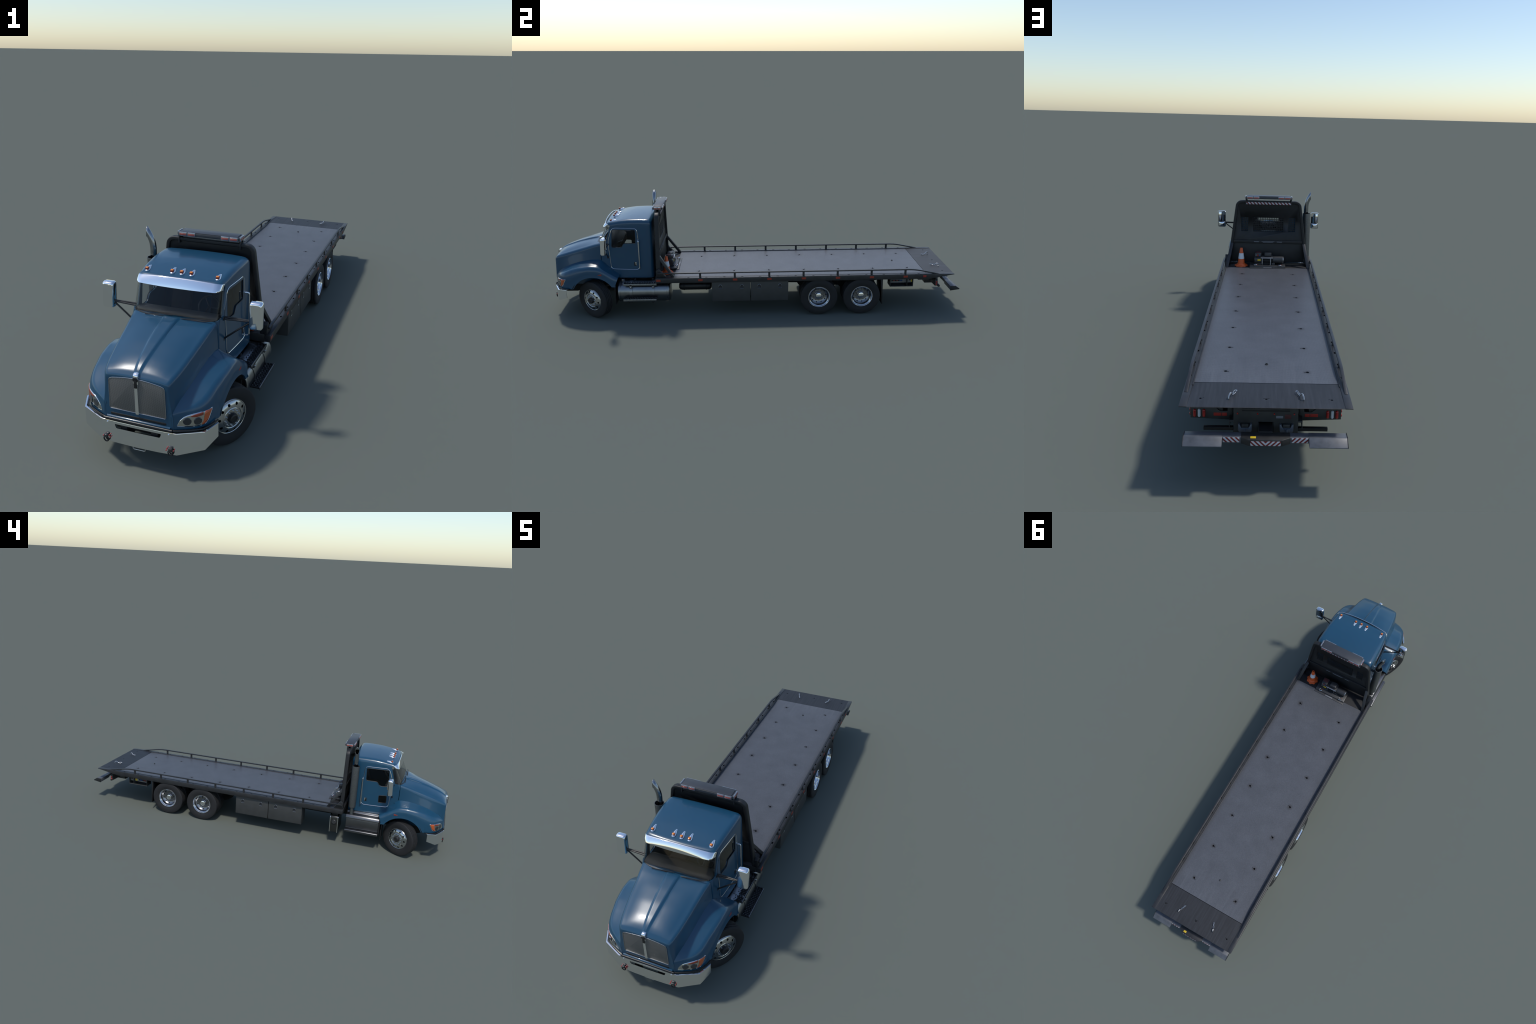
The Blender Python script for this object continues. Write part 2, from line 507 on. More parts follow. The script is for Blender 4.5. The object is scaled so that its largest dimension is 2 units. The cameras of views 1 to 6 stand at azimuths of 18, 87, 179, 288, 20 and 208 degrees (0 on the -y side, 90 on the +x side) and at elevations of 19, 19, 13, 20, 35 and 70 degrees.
for sx in (1, -1):
    # door panel: cab skin lifted 1 mm inside the door outline, with the window cut
    d = cab_shell('door', .0011, .003, PAINT)
    boolean(d, yz_cutter(DOOR, .08*sx if sx > 0 else -.3, .3 if sx > 0 else -.08, .016), 'INTERSECT')
    boolean(d, yz_cutter(WIN, .08 if sx > 0 else -.3, .3 if sx > 0 else -.08))
    if sx < 0: boolean(d, yz_cutter(LOWWIN, -.3, -.08))
    setmat(d, PAINT); resmooth(d, 30)
    loop = round_path([(0, a, b) for a, b in DOOR], .018, 6, True)
    pts = dense([(0, q.y, q.z) for q in loop])
    tube('door_trim', on_side([(p[1], p[2]) for p in pts], .001, sx), .0013, STEEL if 0 else LIP, d, 6, True)
    # window rubber
    loop = round_path([(0, a, b) for a, b in WIN], .006, 4, True)
    tube('window_seal', on_side([(p.y, p.z) for p in dense(loop)], .0004, sx), .0014, PLASTIC, d, 6, True)
    if sx < 0:
        loop = round_path([(0, a, b) for a, b in LOWWIN], .006, 4, True)
        tube('window_seal', on_side([(p.y, p.z) for p in dense(loop)], .0004, sx), .0016, PLASTIC, d, 6, True)
    x = cab_x(-.588, .258)
    box('handle_pocket', sorted((sx*(x-.002), sx*(x+.0022))), (-.5945, -.5815), (.2485, .268), PLASTIC, d)
    prism('door_handle', [(-.588, .267), (-.5825, .267), (-.5825, .255), (-.585, .250), (-.587, .255)], 'x', *sorted((sx*(x+.002), sx*(x+.005))), LIP, d, .0008)
    # grab rail
    xr = cab_x(-.566, .30)
    gp = round_path([(sx*(xr-.002), -.568, .379), (sx*(xr+.014), -.566, .379), (sx*(xr+.014), -.566, .2345), (sx*(xr-.002), -.568, .2345)], .009, 5)
    tube('grab_rail', gp, .0027, LIP, TRUCK, 10)
    # black drain strip at the cowl foot
    tube('cowl_strip', [(sx*.1395, -.750, .266), (sx*.1415, -.738, .257), (sx*.1425, -.726, .246), (sx*.143, -.716, .236)], [.0035, .004, .003, .0018], PLASTIC, TRUCK, 8)

# windshield rubber, wipers
wl = []
for t in np.linspace(-1, 1, 41):
    x = t*.126
    yy = I(abs(x), [0, .035, .07, .098, .126], [-.767, -.7665, -.7645, -.762, -.750])
    wl.append((x, yy-.0005, .3565+.004*max(0, abs(t)-.93)/.07))
tube('windshield_seal', wl, .0022, PLASTIC, TRUCK, 8)
for x0, x1 in ((-.085, .0), (.03, .115)):
    tube('wiper', [(x0, -.770, .358), (x0+.25*(x1-x0), -.7705, .361), (x0+.6*(x1-x0), -.769, .3635), (x1, -.765, .364)], .0016, PLASTIC, TRUCK, 6)

# interior
box('cab_floor', (-.13, .13), (-.74, -.515), (.20, .215), LINER)
bm = bmesh.new()
bm_ring_loft(bm, [[(x, y, z) for y, z in ((-.752, .30), (-.752, .354), (-.735, .361), (-.70, .357), (-.675, .338), (-.672, .30))] for x in (-.13, 0, .13)], True, True)
finish(bm, 'dashboard', DASH, bevel=.004)
for x in (.068, -.068):
    s = box('seat', (x-.035, x+.035), (-.625, -.552), (.262, .285), SEAT, bevel=.008, segs=3)
    prism('seat_back', [(-.578, .28), (-.556, .28), (-.528, .395), (-.545, .398)], 'x', x-.034, x+.034, SEAT, s, .007)
    prism('head_rest', [(-.545, .40), (-.531, .40), (-.527, .426), (-.539, .426)], 'x', x-.018, x+.018, SEAT, s, .004)
sw = [(.068+.034*math.cos(t), -.655+.034*math.sin(t)*.45, .352+.034*math.sin(t)*.9) for t in np.linspace(0, 2*math.pi, 28)[:-1]]
st = tube('steering_wheel', sw, .0028, PLASTIC, TRUCK, 8, True)
tube('steering_column', [(.068, -.655, .352), (.068, -.68, .338)], .006, PLASTIC, st, 8)
for a in (0, 2.1, 4.2):
    tube('spoke', [(.068, -.655, .352), (.068+.033*math.cos(a), -.655+.033*math.sin(a)*.45, .352+.033*math.sin(a)*.9)], .0022, PLASTIC, st, 6)

# ------------------------------------------------------------------ visor
rows = []
NX = 32
for i in range(NX+1):
    t = -1+2*i/NX; x = .1365*t
    e = max(0., (abs(t)-.88)/.12)
    yt = -.7265+.010*abs(t)**2.5+.012*e*e; zt = .4640-.009*abs(t)**2.2-.002*e*e
    yb = -.7400+.007*abs(t)**2.5+.016*e*e; zb = .4365+.001*t*t+.005*e*e
    row = []
    for k in range(9):
        s = k/8
        y = yt*(1-s)+yb*s - .0009*math.sin(math.pi*s)
        z = zt*(1-s)+zb*s + .0005*math.sin(math.pi*s)
        row.append((x, y, z))
    row.append((x, yb+.002, zb-.0015))
    rows.append(row)
visor = loft('sun_visor', rows, CHROME, closed=False, cap=False, angle=60); solidify(visor, .0022, 0)

# roof marker lights
lb = None
for x in (-.112, -.0305, 0, .0305, .112):
    y = -.693; z = roof_z(x, y)
    if lb is None:
        bm = bmesh.new()
        rings = []
        for s, w, h in ((-.0145, .0040, .0014), (-.0120, .0068, .0034), (-.003, .0074, .0056), (.006, .0062, .0062), (.014, .0046, .0050), (.0200, .0030, .0022)):
            rings.append([(w*math.cos(a), s, h*max(0, math.sin(a))-.001) for a in np.linspace(0, math.pi, 9)]+[(-w, s, -.002), (w, s, -.002)])
        bm_ring_loft(bm, rings); lb = finish(bm, 'marker_light', CHROME, angle=50)
        lens = box('amber_lens', (-.0050, .0050), (-.0098, -.0008), (.0022, .0092), AMBERDARK, lb, .0008)
        bright_top = box('lens_bright_top', (-.0038, .0038), (-.0088, -.0022), (.0086, .0098), MARKER, lb, .0005)
        o = lb; first = True
    else:
        o = copy(lb); l2 = copy(lens); l2.parent = o; c2 = copy(bright_top); c2.parent = o
    o.location = (x, y+.004, z+.0005)
    o.rotation_euler = (math.radians(15), 0, 0)

# ================================================================== HOOD
HY = [-.983, -.975, -.964, -.937, -.885, -.833, -.786, -.7545]
HZ = [.2855, .2925, .301, .3140, .3325, .3465, .3560, .3590]      # crown line
HD = [.0095, .0115, .0165, .0220, .0235, .0205, .0120, .0055]         # drop from crown to shoulder
HX = [.0955, .0985, .1025, .1090, .1165, .1222, .1278, .1325]    # side
# foot of the hood flank, where the fender begins
KY = [-.985, -.965, -.946, -.931, -.913, -.895, -.872, -.846, -.82, -.79, -.752]
KX = [.0990, .1065, .1145, .1180, .1220, .1250, .1272, .1290, .1310, .1332, .1358]
KZ = [.190, .212, .226, .236, .246, .255, .262, .268, .2725, .275, .2745]
def hood_ring(y, inset=0.):
    zc, dr, xs = SM(y, HY, HZ)-inset, SM(y, HY, HD), SM(y, HY, HX)-inset
    rw = I(y, [-.983, -.93, -.85, -.79, -.765], [.006, .0125, .019, .0225, .024])
    rh = I(y, [-.983, -.95, -.80, -.775, -.765, -.757], [.003, .0045, .0055, .0045, .0008, 0])
    R = .014
    half = []
    zs = zc-dr
    top = lambda x: zc-(dr-.003)*(x/xs)**2.7
    for x in (0, rw*.5, rw-.004, rw-.001, rw+.0025, rw+.006):
        half.append((x, y, top(x)+(rh if x < rw-.002 else rh*.72 if x < rw else rh*.1 if x < rw+.004 else 0)))
    for f in (.25, .45, .62, .76, .88):
        half.append((xs*f if xs*f > rw+.009 else rw+.009+.01*f, y, top(xs*f)))
    z0 = top(xs*.88)
    for t in (15, 30, 45, 60, 75, 90):
        a = math.radians(t)
        half.append((xs*.88+xs*.12*math.sin(a), y, z0-(z0-(zs-.008))*(1-math.cos(a))))
    kx = SM(y, KY, KX); kz = SM(y, KY, KZ); zt0 = zs-.008
    for f in (.25, .5, .75, .95, 1.1):
        half.append((xs+(kx-xs)*f, y, zt0+(kz-zt0)*f))
    for f in (.5, 1.):
        half.append((xs+(kx-xs)*1.1+.001*f, y, (zt0+(kz-zt0)*1.1)*(1-f)+.152*f))
    half.append((xs-.012, y, .1475)); half.append((0, y, .1475))
    return [(x, a, b) for x, a, b in half]+[(-x, a, b) for x, a, b in half[-2:0:-1]]
rings = []
for inset, y in ((.010, -.9855), (.006, -.9852), (.003, -.984), (.001, -.9815)):
    rings.append([(x, y, z) for x, _, z in hood_ring(-.983, inset)])
for y in list(np.linspace(-.977, -.7545, 46)): rings.append(hood_ring(y))
hood = loft('hood', rings, PAINT, angle=32)

# grille, two mesh panels with chrome edge
def gz(x): return .2785-.0095*(abs(x)/.081)**1.8
for sx in (1, -1):
    pts = [(.004, .1765), (.080, .1765), (.0825, .182), (.081, .262), (.078, .2675)]+[(x, gz(x)-.0005) for x in (.07, .055, .04, .025, .012, .004)]
    pts = [(sx*a, b) for a, b in pts]
    g = prism('grille', pts, 'y', -.9868, -.980, GRILLE, bevel=.0006)
    tube('grille_edge', [(a, -.9868, b) for a, b in pts], .0008, STEEL, g, 6, True)
box('lower_intake', (-.0825, .0825), (-.9868, -.975), (.1555, .1645), PLASTIC, bevel=.003)
prism('nose_lip', [(-.985, .1545), (-.9895, .152), (-.989, .148), (-.975, .146), (-.97, .154)], 'x', -.094, .094, PAINT, bevel=.0015)
# chrome centre strip, cap and dark badge
cs = prism('grille_strip', [(-.0045, .262), (.0045, .262), (.0052, .178), (.0042, .1735), (-.0042, .1735), (-.0052, .178)], 'y', -.9898, -.982, CHROME, bevel=.0012)
cap = prism('hood_ornament', [(-.976, .286), (-.976, .2940), (-.9835, .2945), (-.9890, .2905), (-.9905, .284), (-.9895, .262), (-.983, .262)], 'x', -.0075, .0075, CHROME, bevel=.003)
badge = cyl('badge', (0, -.9890, .2775), (0, -.9914, .2770), .0078, PLASTIC, cap, 24)
box('badge_stem', (-.0042, .0042), (-.9918, -.988), (.253, .277), PLASTIC, cap)

# ================================================================== FENDERS
FY = [-.986, -.982, -.976, -.966, -.95, -.937, -.924, -.896, -.857, -.805, -.767, -.751, -.725, -.70, -.682, -.668]
FXO = [.098, .108, .122, .146, .1685, .1775, .1845, .1915, .1965, .2, .201, .201, .201, .2005, .2, .199]      # outer x
FIN = [.190, .196, .2015, .2125, .2245, .232, .2385, .252, .264, .2745, .2755, .274, .250, .226, .212, .200]   # z where it meets the hood side
FCZ = [.188, .194, .199, .2065, .216, .2230, .2295, .2425, .2545, .2620, .2600, .2540, .2370, .2185, .2075, .1995]   # crest height
FCX = [.094, .101, .111, .128, .147, .156, .1625, .1705, .1755, .179, .181, .182, .184, .185, .1855, .186]   # crest x
def lip_z(y):
    base = I(y, [-.99, -.95, -.887, -.80, -.70, -.668], [.1475, .1475, .149, .155, .1585, .1595])
    d = .1045**2-(y+.7895)**2
    return max(base, .1045+math.sqrt(d)) if d > 0 else base
def fender_section(y):
    xo, zi, zc, xc = (SM(y, FY, a) for a in (FXO, FIN, FCZ, FCX))
    zl = lip_z(y)
    xi = SM(y, KY+[-.70, -.668], [v-.006 for v in KX]+[.134, .136])
    A = np.array((xi, zi+.004)); B = np.array((xc, zc))
    pts = []
    # concave run from the hood to the crest
    mid = np.array((xi+(xc-xi)*.52, zc+(zi-zc)*.55))
    for t in (0, .2, .4, .6, .8): pts.append(A*(1-t)**2+mid*2*t*(1-t)+B*t*t)
    # crest rounds over to the flank
    zm = zl+(zc-zl)*.48
    K = np.array((xc+(xo-xc)*.90, zc-(zc-zm)*.06)); D = np.array((xo, zm))
    for t in (0, .14, .28, .42, .56, .7, .85, 1.): pts.append(B*(1-t)**2+K*2*t*(1-t)+D*t*t)
    for t in (.25, .5, .75, .93, 1.): pts.append(D*(1-t)+np.array((xo+(-.001 if y < -.9 else .0015)*t, zl))*t)
    pts.append(np.array((xo-.005, zl-.0002)))
    return pts
ys = list(np.concatenate([np.linspace(-.986, -.92, 26), np.linspace(-.916, -.668, 70)]))
for sx in (1, -1):
    rings = [[(sx*p[0], y+(.012*max(0., (.2-p[1])/.04) if 0 else 0), p[1]) for p in fender_section(y)] for y in ys]
    # rear closing edge leans forward toward the lower corner
    last = rings[-1]; nl = len(last)
    for r, k in ((rings[-1], 1.), (rings[-2], .75), (rings[-3], .5), (rings[-4], .25)):
        for i, (x, y, z) in enumerate(r):
            r[i] = (x, y-k*.018*max(0, (.205-z)/.046), z)
    f = loft('fender', rings, PAINT, closed=False, cap=False, angle=38); solidify(f, .0035, -1 if 0 else (-1))
    resmooth(f, 38)
    # inner wheel housing
    wr = []
    for a in np.linspace(math.radians(25), math.radians(155), 20):
        wr.append((-.7895+.108*math.cos(a), .1045+.1075*math.sin(a)))
    prismpts = wr
    bm = bmesh.new()
    bm_ring_loft(bm, [[(sx*x, a, b) for a, b in prismpts] for x in (.085, .195)], False, False)
    w = finish(bm, 'wheel_housing', DARK, angle=60); solidify(w, .003, 1)
    # orange marker
    prism('side_marker', [(-.764, .2215), (-.743, .2255), (-.745, .2165)], 'x', *sorted((sx*.1985, sx*.2022)), ORREF, f, .0008)
    # mud guard behind the front wheel
    box('mud_guard', sorted((sx*.115, sx*.185)), (-.6905, -.687), (.062, .165), PLASTIC, bevel=.001)

# headlights --------------------------------------------------------------
_fs = {}
def flank_x(y, z):
    key = round(float(y), 5)
    if key not in _fs: _fs[key] = fender_section(y)[5:-1]
    p = _fs[key]
    zs_ = [q[1] for q in p][::-1]; xs_ = [q[0] for q in p][::-1]
    return float(I(z, zs_, xs_)) if z <= zs_[-1] else -1.
YS = list(np.linspace(-.986, -.88, 213))
def plan_y(x, z):
    for a, b in zip(YS[:-1], YS[1:]):
        xa, xb = flank_x(a, z), flank_x(b, z)
        if xb >= x:
            return a+(b-a)*(x-xa)/(xb-xa) if xb > xa and xa > 0 else b
    return YS[-1]
def on_front(x, z, off):
    d = .003
    gx = (plan_y(x+d, z)-plan_y(x-d, z))/(2*d); gz_ = (plan_y(x, z+d)-plan_y(x, z-d))/(2*d)
    n = Vector((gx, -1, gz_)).normalized()
    p = Vector((x, plan_y(x, z), z))+n*off
    return tuple(p)
def patch(bot, top, off, n=24, m=10, th=.004):
    """patch between two curves z_bot(x), z_top(x) over the fender nose"""
    xs0 = np.linspace(bot[0][0], bot[-1][0], n)
    rows = []
    for j in range(m+1):
        t = j/m; row = []
        for x in xs0:
            zb = I(x, [p[0] for p in bot], [p[1] for p in bot]); zt = I(x, [p[0] for p in top], [p[1] for p in top])
            row.append(on_front(x, zb*(1-t)+zt*t, off))
        rows.append(row)
    return rows
HB = [(.111, .1585), (.125, .157), (.150, .1555), (.165, .1555), (.1735, .1575), (.1785, .166), (.1815, .178), (.1845, .1935)]
HT = [(.111, .1605), (.1145, .169), (.119, .1765), (.127, .1845), (.135, .1885), (.146, .1915), (.162, .1938), (.1845, .1948)]
for sx in (1, -1):
    fl = lambda rows: [[(sx*x, y, z) for x, y, z in r] for r in rows]
    hl = loft('headlight', fl(patch(HB, HT, .0002)), HOUSING, closed=False, cap=False, angle=40); solidify(hl, .002, 0)
    loop = [on_front(x, z, .0006) for x, z in HB]+[on_front(x, z, .0006) for x, z in HT[::-1]]
    tube('headlight_rim', [(sx*p[0], p[1], p[2]) for p in loop], .0008, CHROME, hl, 6, True)
    for x, z in ((.1345, .1715), (.1585, .1700)):
        p = Vector(on_front(x, z, .0)); q = Vector(on_front(x, z, .0024))
        d = (q-p); 
        lamp = cyl('headlamp', (sx*p.x, p.y, p.z), (sx*q.x, q.y, q.z), .0112, LAMPDARK, hl, 28, .002)
    a = loft('turn_signal', fl(patch([(.1435, .1845), (.155, .183), (.1695, .1855)], [(.1435, .188), (.155, .191), (.1695, .1932)], .0012, 12, 4)), AMBERDARK, hl, False, False); solidify(a, .002, 0)
    a = loft('turn_signal', fl(patch([(.1665, .1578), (.1735, .1595), (.1782, .168), (.1838, .1932)], [(.1665, .160), (.1712, .170), (.1722, .1942), (.1838, .1942)], .0012, 14, 4)), AMBER, hl, False, False); solidify(a, .002, 0)

# ================================================================== BUMPER
BP = [(0, -.9925), (.06, -.992), (.1115, -.9905), (.1795, -.9605), (.2003, -.9175)]
bt = [.140, .140, .1405, .143, .1475]
bb = [.0715, .0725, .0745, .0875, .1065]
rings = []
halfp = list(zip(BP, bt, bb))
allp = [((-p[0], p[1]), t, b) for p, t, b in halfp[::-1]]+halfp[1:]
bm = bmesh.new()
tr = [bm.verts.new((p[0], p[1], t)) for p, t, b in allp]; br = [bm.verts.new((p[0], p[1], b)) for p, t, b in allp]
ti = [bm.verts.new((p[0]*.985, p[1]+.005, t+.0008)) for p, t, b in allp]
for i in range(len(allp)-1):
    bm.faces.new((tr[i], tr[i+1], br[i+1], br[i])); bm.faces.new((ti[i], ti[i+1], tr[i+1], tr[i]))
bump = finish(bm, 'bumper', simple('bumper_chrome', (.86, .87, .88), .03, 1.), angle=12);  # chrome toned down so the mirrored ground is no brighter than the ground
solidify(bump, .0025, -1)
bv = bump.modifiers.new('bv', 'BEVEL'); bv.width = .0012; bv.segments = 2; bv.limit_method = 'ANGLE'; bv.angle_limit = math.radians(12); apply_mod(bump); resmooth(bump, 12)
slot = round_path([(-.069, 0, .1318), (.069, 0, .1318), (.0645, 0, .1190), (-.0645, 0, .1190)], .004, 4, True)
boolean(bump, prism('cutter', [(p.x, p.z) for p in slot], 'y', -1.01, -.97, PLASTIC, bevel=0)); setmat(bump, bpy.data.materials['bumper_chrome']); resmooth(bump, 12)
box('bumper_slot', (-.072, .072), (-.976, -.972), (.112, .138), PLASTIC, bump)
# dark roller between nose and bumper
cyl('bumper_tube', (-.1005, -.9905, .1465), (.1005, -.9895, .1455), .0045, GLOSSBLACK)
for sx in (1, -1):
    tube('bumper_seal', [(sx*.1, -.986, .1455), (sx*.112, -.983, .1455), (sx*.146, -.9685, .1463), (sx*.172, -.9545, .147), (sx*.188, -.927, .1485), (sx*.194, -.905, .149)], .0024, GLOSSBLACK, TRUCK, 8)
    box('bumper_bracket', sorted((sx*.035, sx*.055)), (-.985, -.90), (.085, .135), DARK)
    # recovery shackle
    sh = tube('tow_shackle', [(sx*.0955+.0075*math.cos(a)*.9, -.9955-.001*math.sin(a), .082+.0085*math.sin(a)) for a in np.linspace(0, 2*math.pi, 20)[:-1]], .0019, DARK, TRUCK, 8, True)
    box('shackle_mount', (sx*.0955-.0052, sx*.0955+.0052), (-.9985, -.9915), (.0865, .0965), WINCH, sh, .0015)
    for dx, dz in ((-.0095, .094), (.0085, .090), (-.012, .088)):
        box('shackle_pin', (sx*.0955+sx*dx-.0016, sx*.0955+sx*dx+.0016), (-.9965, -.9925), (dz-.0010, dz+.0010), RED, sh, .0004)
    cyl('bumper_bolt', (sx*.0905, -.9905, .1345), (sx*.0905, -.9935, .1345), .002, CHROME, bump, 12)
tube('tow_loop', round_path([(-.0205, -.985, .075), (-.0205, -.985, .0605), (.0165, -.985, .0605), (.0165, -.985, .075)], .004, 4), .0019, STEEL, TRUCK, 8)

# ================================================================== MIRRORS
for sx in (1, -1):
    bm = bmesh.new()
    rings = []
    for y, s in ((-.7255, .72), (-.7245, .84), (-.722, .93), (-.718, .985), (-.713, 1.), (-.7065, 1.), (-.7055, .975)):
        hx, hz, r = .0202*s, .0415*(1-(1-s)*.55), .008
        ring = []
        for cxs, czs, a0 in ((1, 1, 0), (-1, 1, 90), (-1, -1, 180), (1, -1, 270)):
            for k in range(5):
                a = math.radians(a0+k*22.5)
                ring.append((cxs*(hx-r)+r*math.cos(a), y, czs*(hz-r)+r*math.sin(a)))
        rings.append(ring)
    bm_ring_loft(bm, rings)
    # lean: upper end slightly further back toward the cab
    for v in bm.verts:
        v.co.y += .10*v.co.z*.6
        v.co.x = sx*(v.co.x+.2350); v.co.z += .3755
    m = finish(bm, 'side_mirror', CHROME, angle=40)
    tilt = lambda o: (o.data.transform(Matrix.Translation((sx*.2345, -.704, 0)) @ Matrix.Rotation(sx*math.radians(13), 4, 'Z') @ Matrix.Translation((-sx*.2345, .704, 0))), o)[1]
    box('mirror_back', sorted((sx*.2165, sx*.2525)), (-.7078, -.7042), (.337, .4145), PLASTIC, m, .001)
    tilt(box('mirror_glass', sorted((sx*.2185, sx*.2505)), (-.7052, -.7022), (.3645, .412), GLASSMIR, m, .0006))
    bm = bmesh.new()
    for j in range(1): pass
    rows = [[(sx*(.2185+.032*i/8), -.7036+.003*math.sin(math.pi*i/8)*math.sin(math.pi*j/6)-.0003, .340+.0215*j/6) for i in range(9)] for j in range(7)]
    bm_ring_loft(bm, rows, False, False); cv = finish(bm, 'convex_mirror', GLASSMIR, m, angle=80); solidify(cv, .001, 0)
    for z0, z1, dy in ((.353, .3555, 0), (.2895, .3525, 0), (.357, .358, .006)):
        tube('mirror_arm', [(sx*.1375, -.7185+dy, z0), (sx*.18, -.7175+dy*.7, z0+(z1-z0)*.55), (sx*.217, -.716, z1)], .0028, PLASTIC, TRUCK, 8)
    for z in (.354, .2895): box('mirror_foot', sorted((sx*.136, sx*.1415)), (-.7235, -.7125), (z-.005, z+.005), PLASTIC, bevel=.002)

# ================================================================== EXHAUST (passenger side)
ex = (-.1815, -.5285)
muf = lathe('exhaust_muffler', [(.213, .0), (.213, .010), (.218, .0168), (.226, .0185), (.441, .0185), (.441, .0172), (.405, .0170), (.40, 0)], PERF, TRUCK, 36, 'z', 30, Matrix.Translation((ex[0], ex[1], 0)))
pp = round_path([(ex[0]+.003, ex[1]+.001, .42), (ex[0]+.003, ex[1]+.001, .498), (ex[0]-.030, ex[1]+.001, .546)], .032, 10)
bm = bmesh.new(); bm_tube(bm, pp, .0106, 24, cap=False)
XM = -.1975                       # mouth: the bent pipe is cut by a vertical plane
for v in bm.verts:
    if v.co.x < XM: v.co.z += (XM-v.co.x)*-1.5; v.co.x = XM
bmesh.ops.remove_doubles(bm, verts=bm.verts, dist=1e-5)
st = finish(bm, 'exhaust_stack', STACK, muf); solidify(st, .0012)
cyl('exhaust_pipe', (ex[0], ex[1], .165), (ex[0], ex[1], .216), .0095, MUFF, muf)
lathe('exhaust_collar', [(.176, .0095), (.176, .0125), (.179, .0125), (.180, .0095)], DARK, muf, 28, 'z', 30, Matrix.Translation((ex[0], ex[1], 0)))
boxes('exhaust_bracket', [((-.172, -.145), (-.534, -.523), (z, z+.005)) for z in (.25, .40)], DARK, muf)

# ================================================================== PASSENGER-SIDE STEP BOX
sec = [(-.110, .187), (-.150, .187), (-.158, .191), (-.1645, .189), (-.1665, .183), (-.1685, .1805), (-.183, .1805), (-.1945, .1785), (-.2, .172), (-.2025, .163), (-.1985, .159), (-.1865, .158), (-.1845, .101), (-.208, .1005), (-.2105, .098), (-.2105, .088), (-.206, .0865), (-.110, .0865)]
sb = prism('step_box', sec, 'y', -.6755, -.5055, ALUBOX, bevel=.0012, angle=30)
box('step_panel', (-.1895, -.184), (-.674, -.507), (.106, .156), ALUBOX, sb)
for y in (-.666, -.515):
    for x, z in ((-.1905, .150), (-.2110, .093)): cyl('bolt', (x+.002, y, z), (x-.0008, y, z), .0016, DARK, sb, 10)
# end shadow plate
box('step_box_end_shadow', (-.196, -.112), (-.6805, -.6755), (.09, .184), DARK)

# fluid unit with chrome edge straps
du = prism('fluid_tank', [(-.095, .16), (-.194, .159), (-.2015, .150), (-.203, .125), (-.200, .068), (-.195, .066), (-.095, .066)], 'y', -.467, -.426, simple('fluid_tank_plastic', (.018, .019, .017), .35), bevel=.003)
for y in (-.4665, -.4265):
    tube('strap', [(-.150, y, .161), (-.194, y, .1605), (-.2025, y, .151), (-.2042, y, .125), (-.2012, y, .067)], .0021, CHROME, du, 8)
cyl('filler_cap', (-.198, -.4465, .126), (-.2065, -.4465, .126), .0125, WINCH, du, 28, .002)
lathe('cap_ring', [(-.2005, .0125), (-.205, .0145), (-.2055, .0125)], PLASTIC, du, 28, 'x', 30, Matrix.Translation((0, -.4465, .126)))
box('fluid_tank_hanger', (-.19, -.12), (-.462, -.43), (.155, .185), DARK)

# ================================================================== FUEL TANK (driver side)
prof = [(-.678, 0), (-.678, .044), (-.676, .050), (-.672, .0535), (-.664, .054), (-.663, .0532), (-.661, .054), (-.440, .054), (-.439, .0532), (-.437, .054), (-.431, .0535), (-.427, .05), (-.425, .044), (-.425, 0)]
tank = lathe('fuel_tank', prof, ALU, TRUCK, 56, 'y', 25, Matrix.Translation((.1465, 0, .1215)))
for y in (-.611, -.504):
    lathe('tank_strap', [(y-.0065, .0545), (y-.0065, .0562), (y+.0065, .0562), (y+.0065, .0545)], ALU, tank, 48, 'y', 25, Matrix.Translation((.1465, 0, .1215)))
    box('step_hanger', (.176, .2005), (y-.006, y+.006), (.150, .169), ALU, tank)
    box('step_arm', (.165, .222), (y-.006, y+.006), (.085, .097), DARK, tank)
    cyl('strap_bolt', (.1985, y, .156), (.2035, y, .156), .0022, CHROME, tank, 12)
def step(nm, x0, x1, z, mat):
    o = box(nm, (x1-.003, x1), (-.645, -.486), (z-.010, z+.001), mat)
    rows = []
    base = boxes('tread_frame', [((x0, x0+.002), (-.645, -.486), (z-.006, z)), ((x0, x1), (-.645, -.642), (z-.006, z)), ((x0, x1), (-.489, -.486), (z-.006, z)), ((x0+.002, x1-.003), (-.642, -.489), (z-.006, z-.004))], PLASTIC, o)
    bm = bmesh.new(); k = 0
    w = x1-x0; n = int(w/.0085)
    for j in range(19):
        for i in range(n):
            x = x0+.0055+i*(w-.010)/max(1, n-1)+(.002 if j % 2 else -.001); y = -.638+j*.0081
            bm_tube(bm, [(x, y, z-.005), (x, y, z+.0006)], [.0030, .0024], 8)
    t = finish(bm, 'tread_studs', TREAD, o); t['kind'] = 'stuff'
step('upper_step', .160, .2005, .172, ALU)
step('lower_step', .188, .2285, .1035, ALU)
cyl('fuel_cap', (.150, -.655, .170), (.150, -.655, .183), .011, ALU, tank)
boxes('tank_top_lines', [((.10, .150), (-.60, -.592), (.172, .182)), ((.10, .150), (-.515, -.506), (.172, .182))], DARK)

# black air tank
at = lathe('air_tank', [(-.390, 0), (-.390, .012), (-.384, .0185), (-.375, .021), (-.243, .021), (-.234, .0185), (-.228, .012), (-.228, 0)], PLASTIC, TRUCK, 32, 'y', 30, Matrix.Translation((.088, 0, .116)))
for y in (-.365, -.254):
    lathe('air_tank_band', [(y-.003, .0212), (y-.003, .0222), (y+.003, .0222), (y+.003, .0212)], DARK, at, 32, 'y', 30, Matrix.Translation((.088, 0, .116)))
    box('air_tank_hanger', (.078, .098), (y-.004, y+.004), (.134, .185), DARK, at)

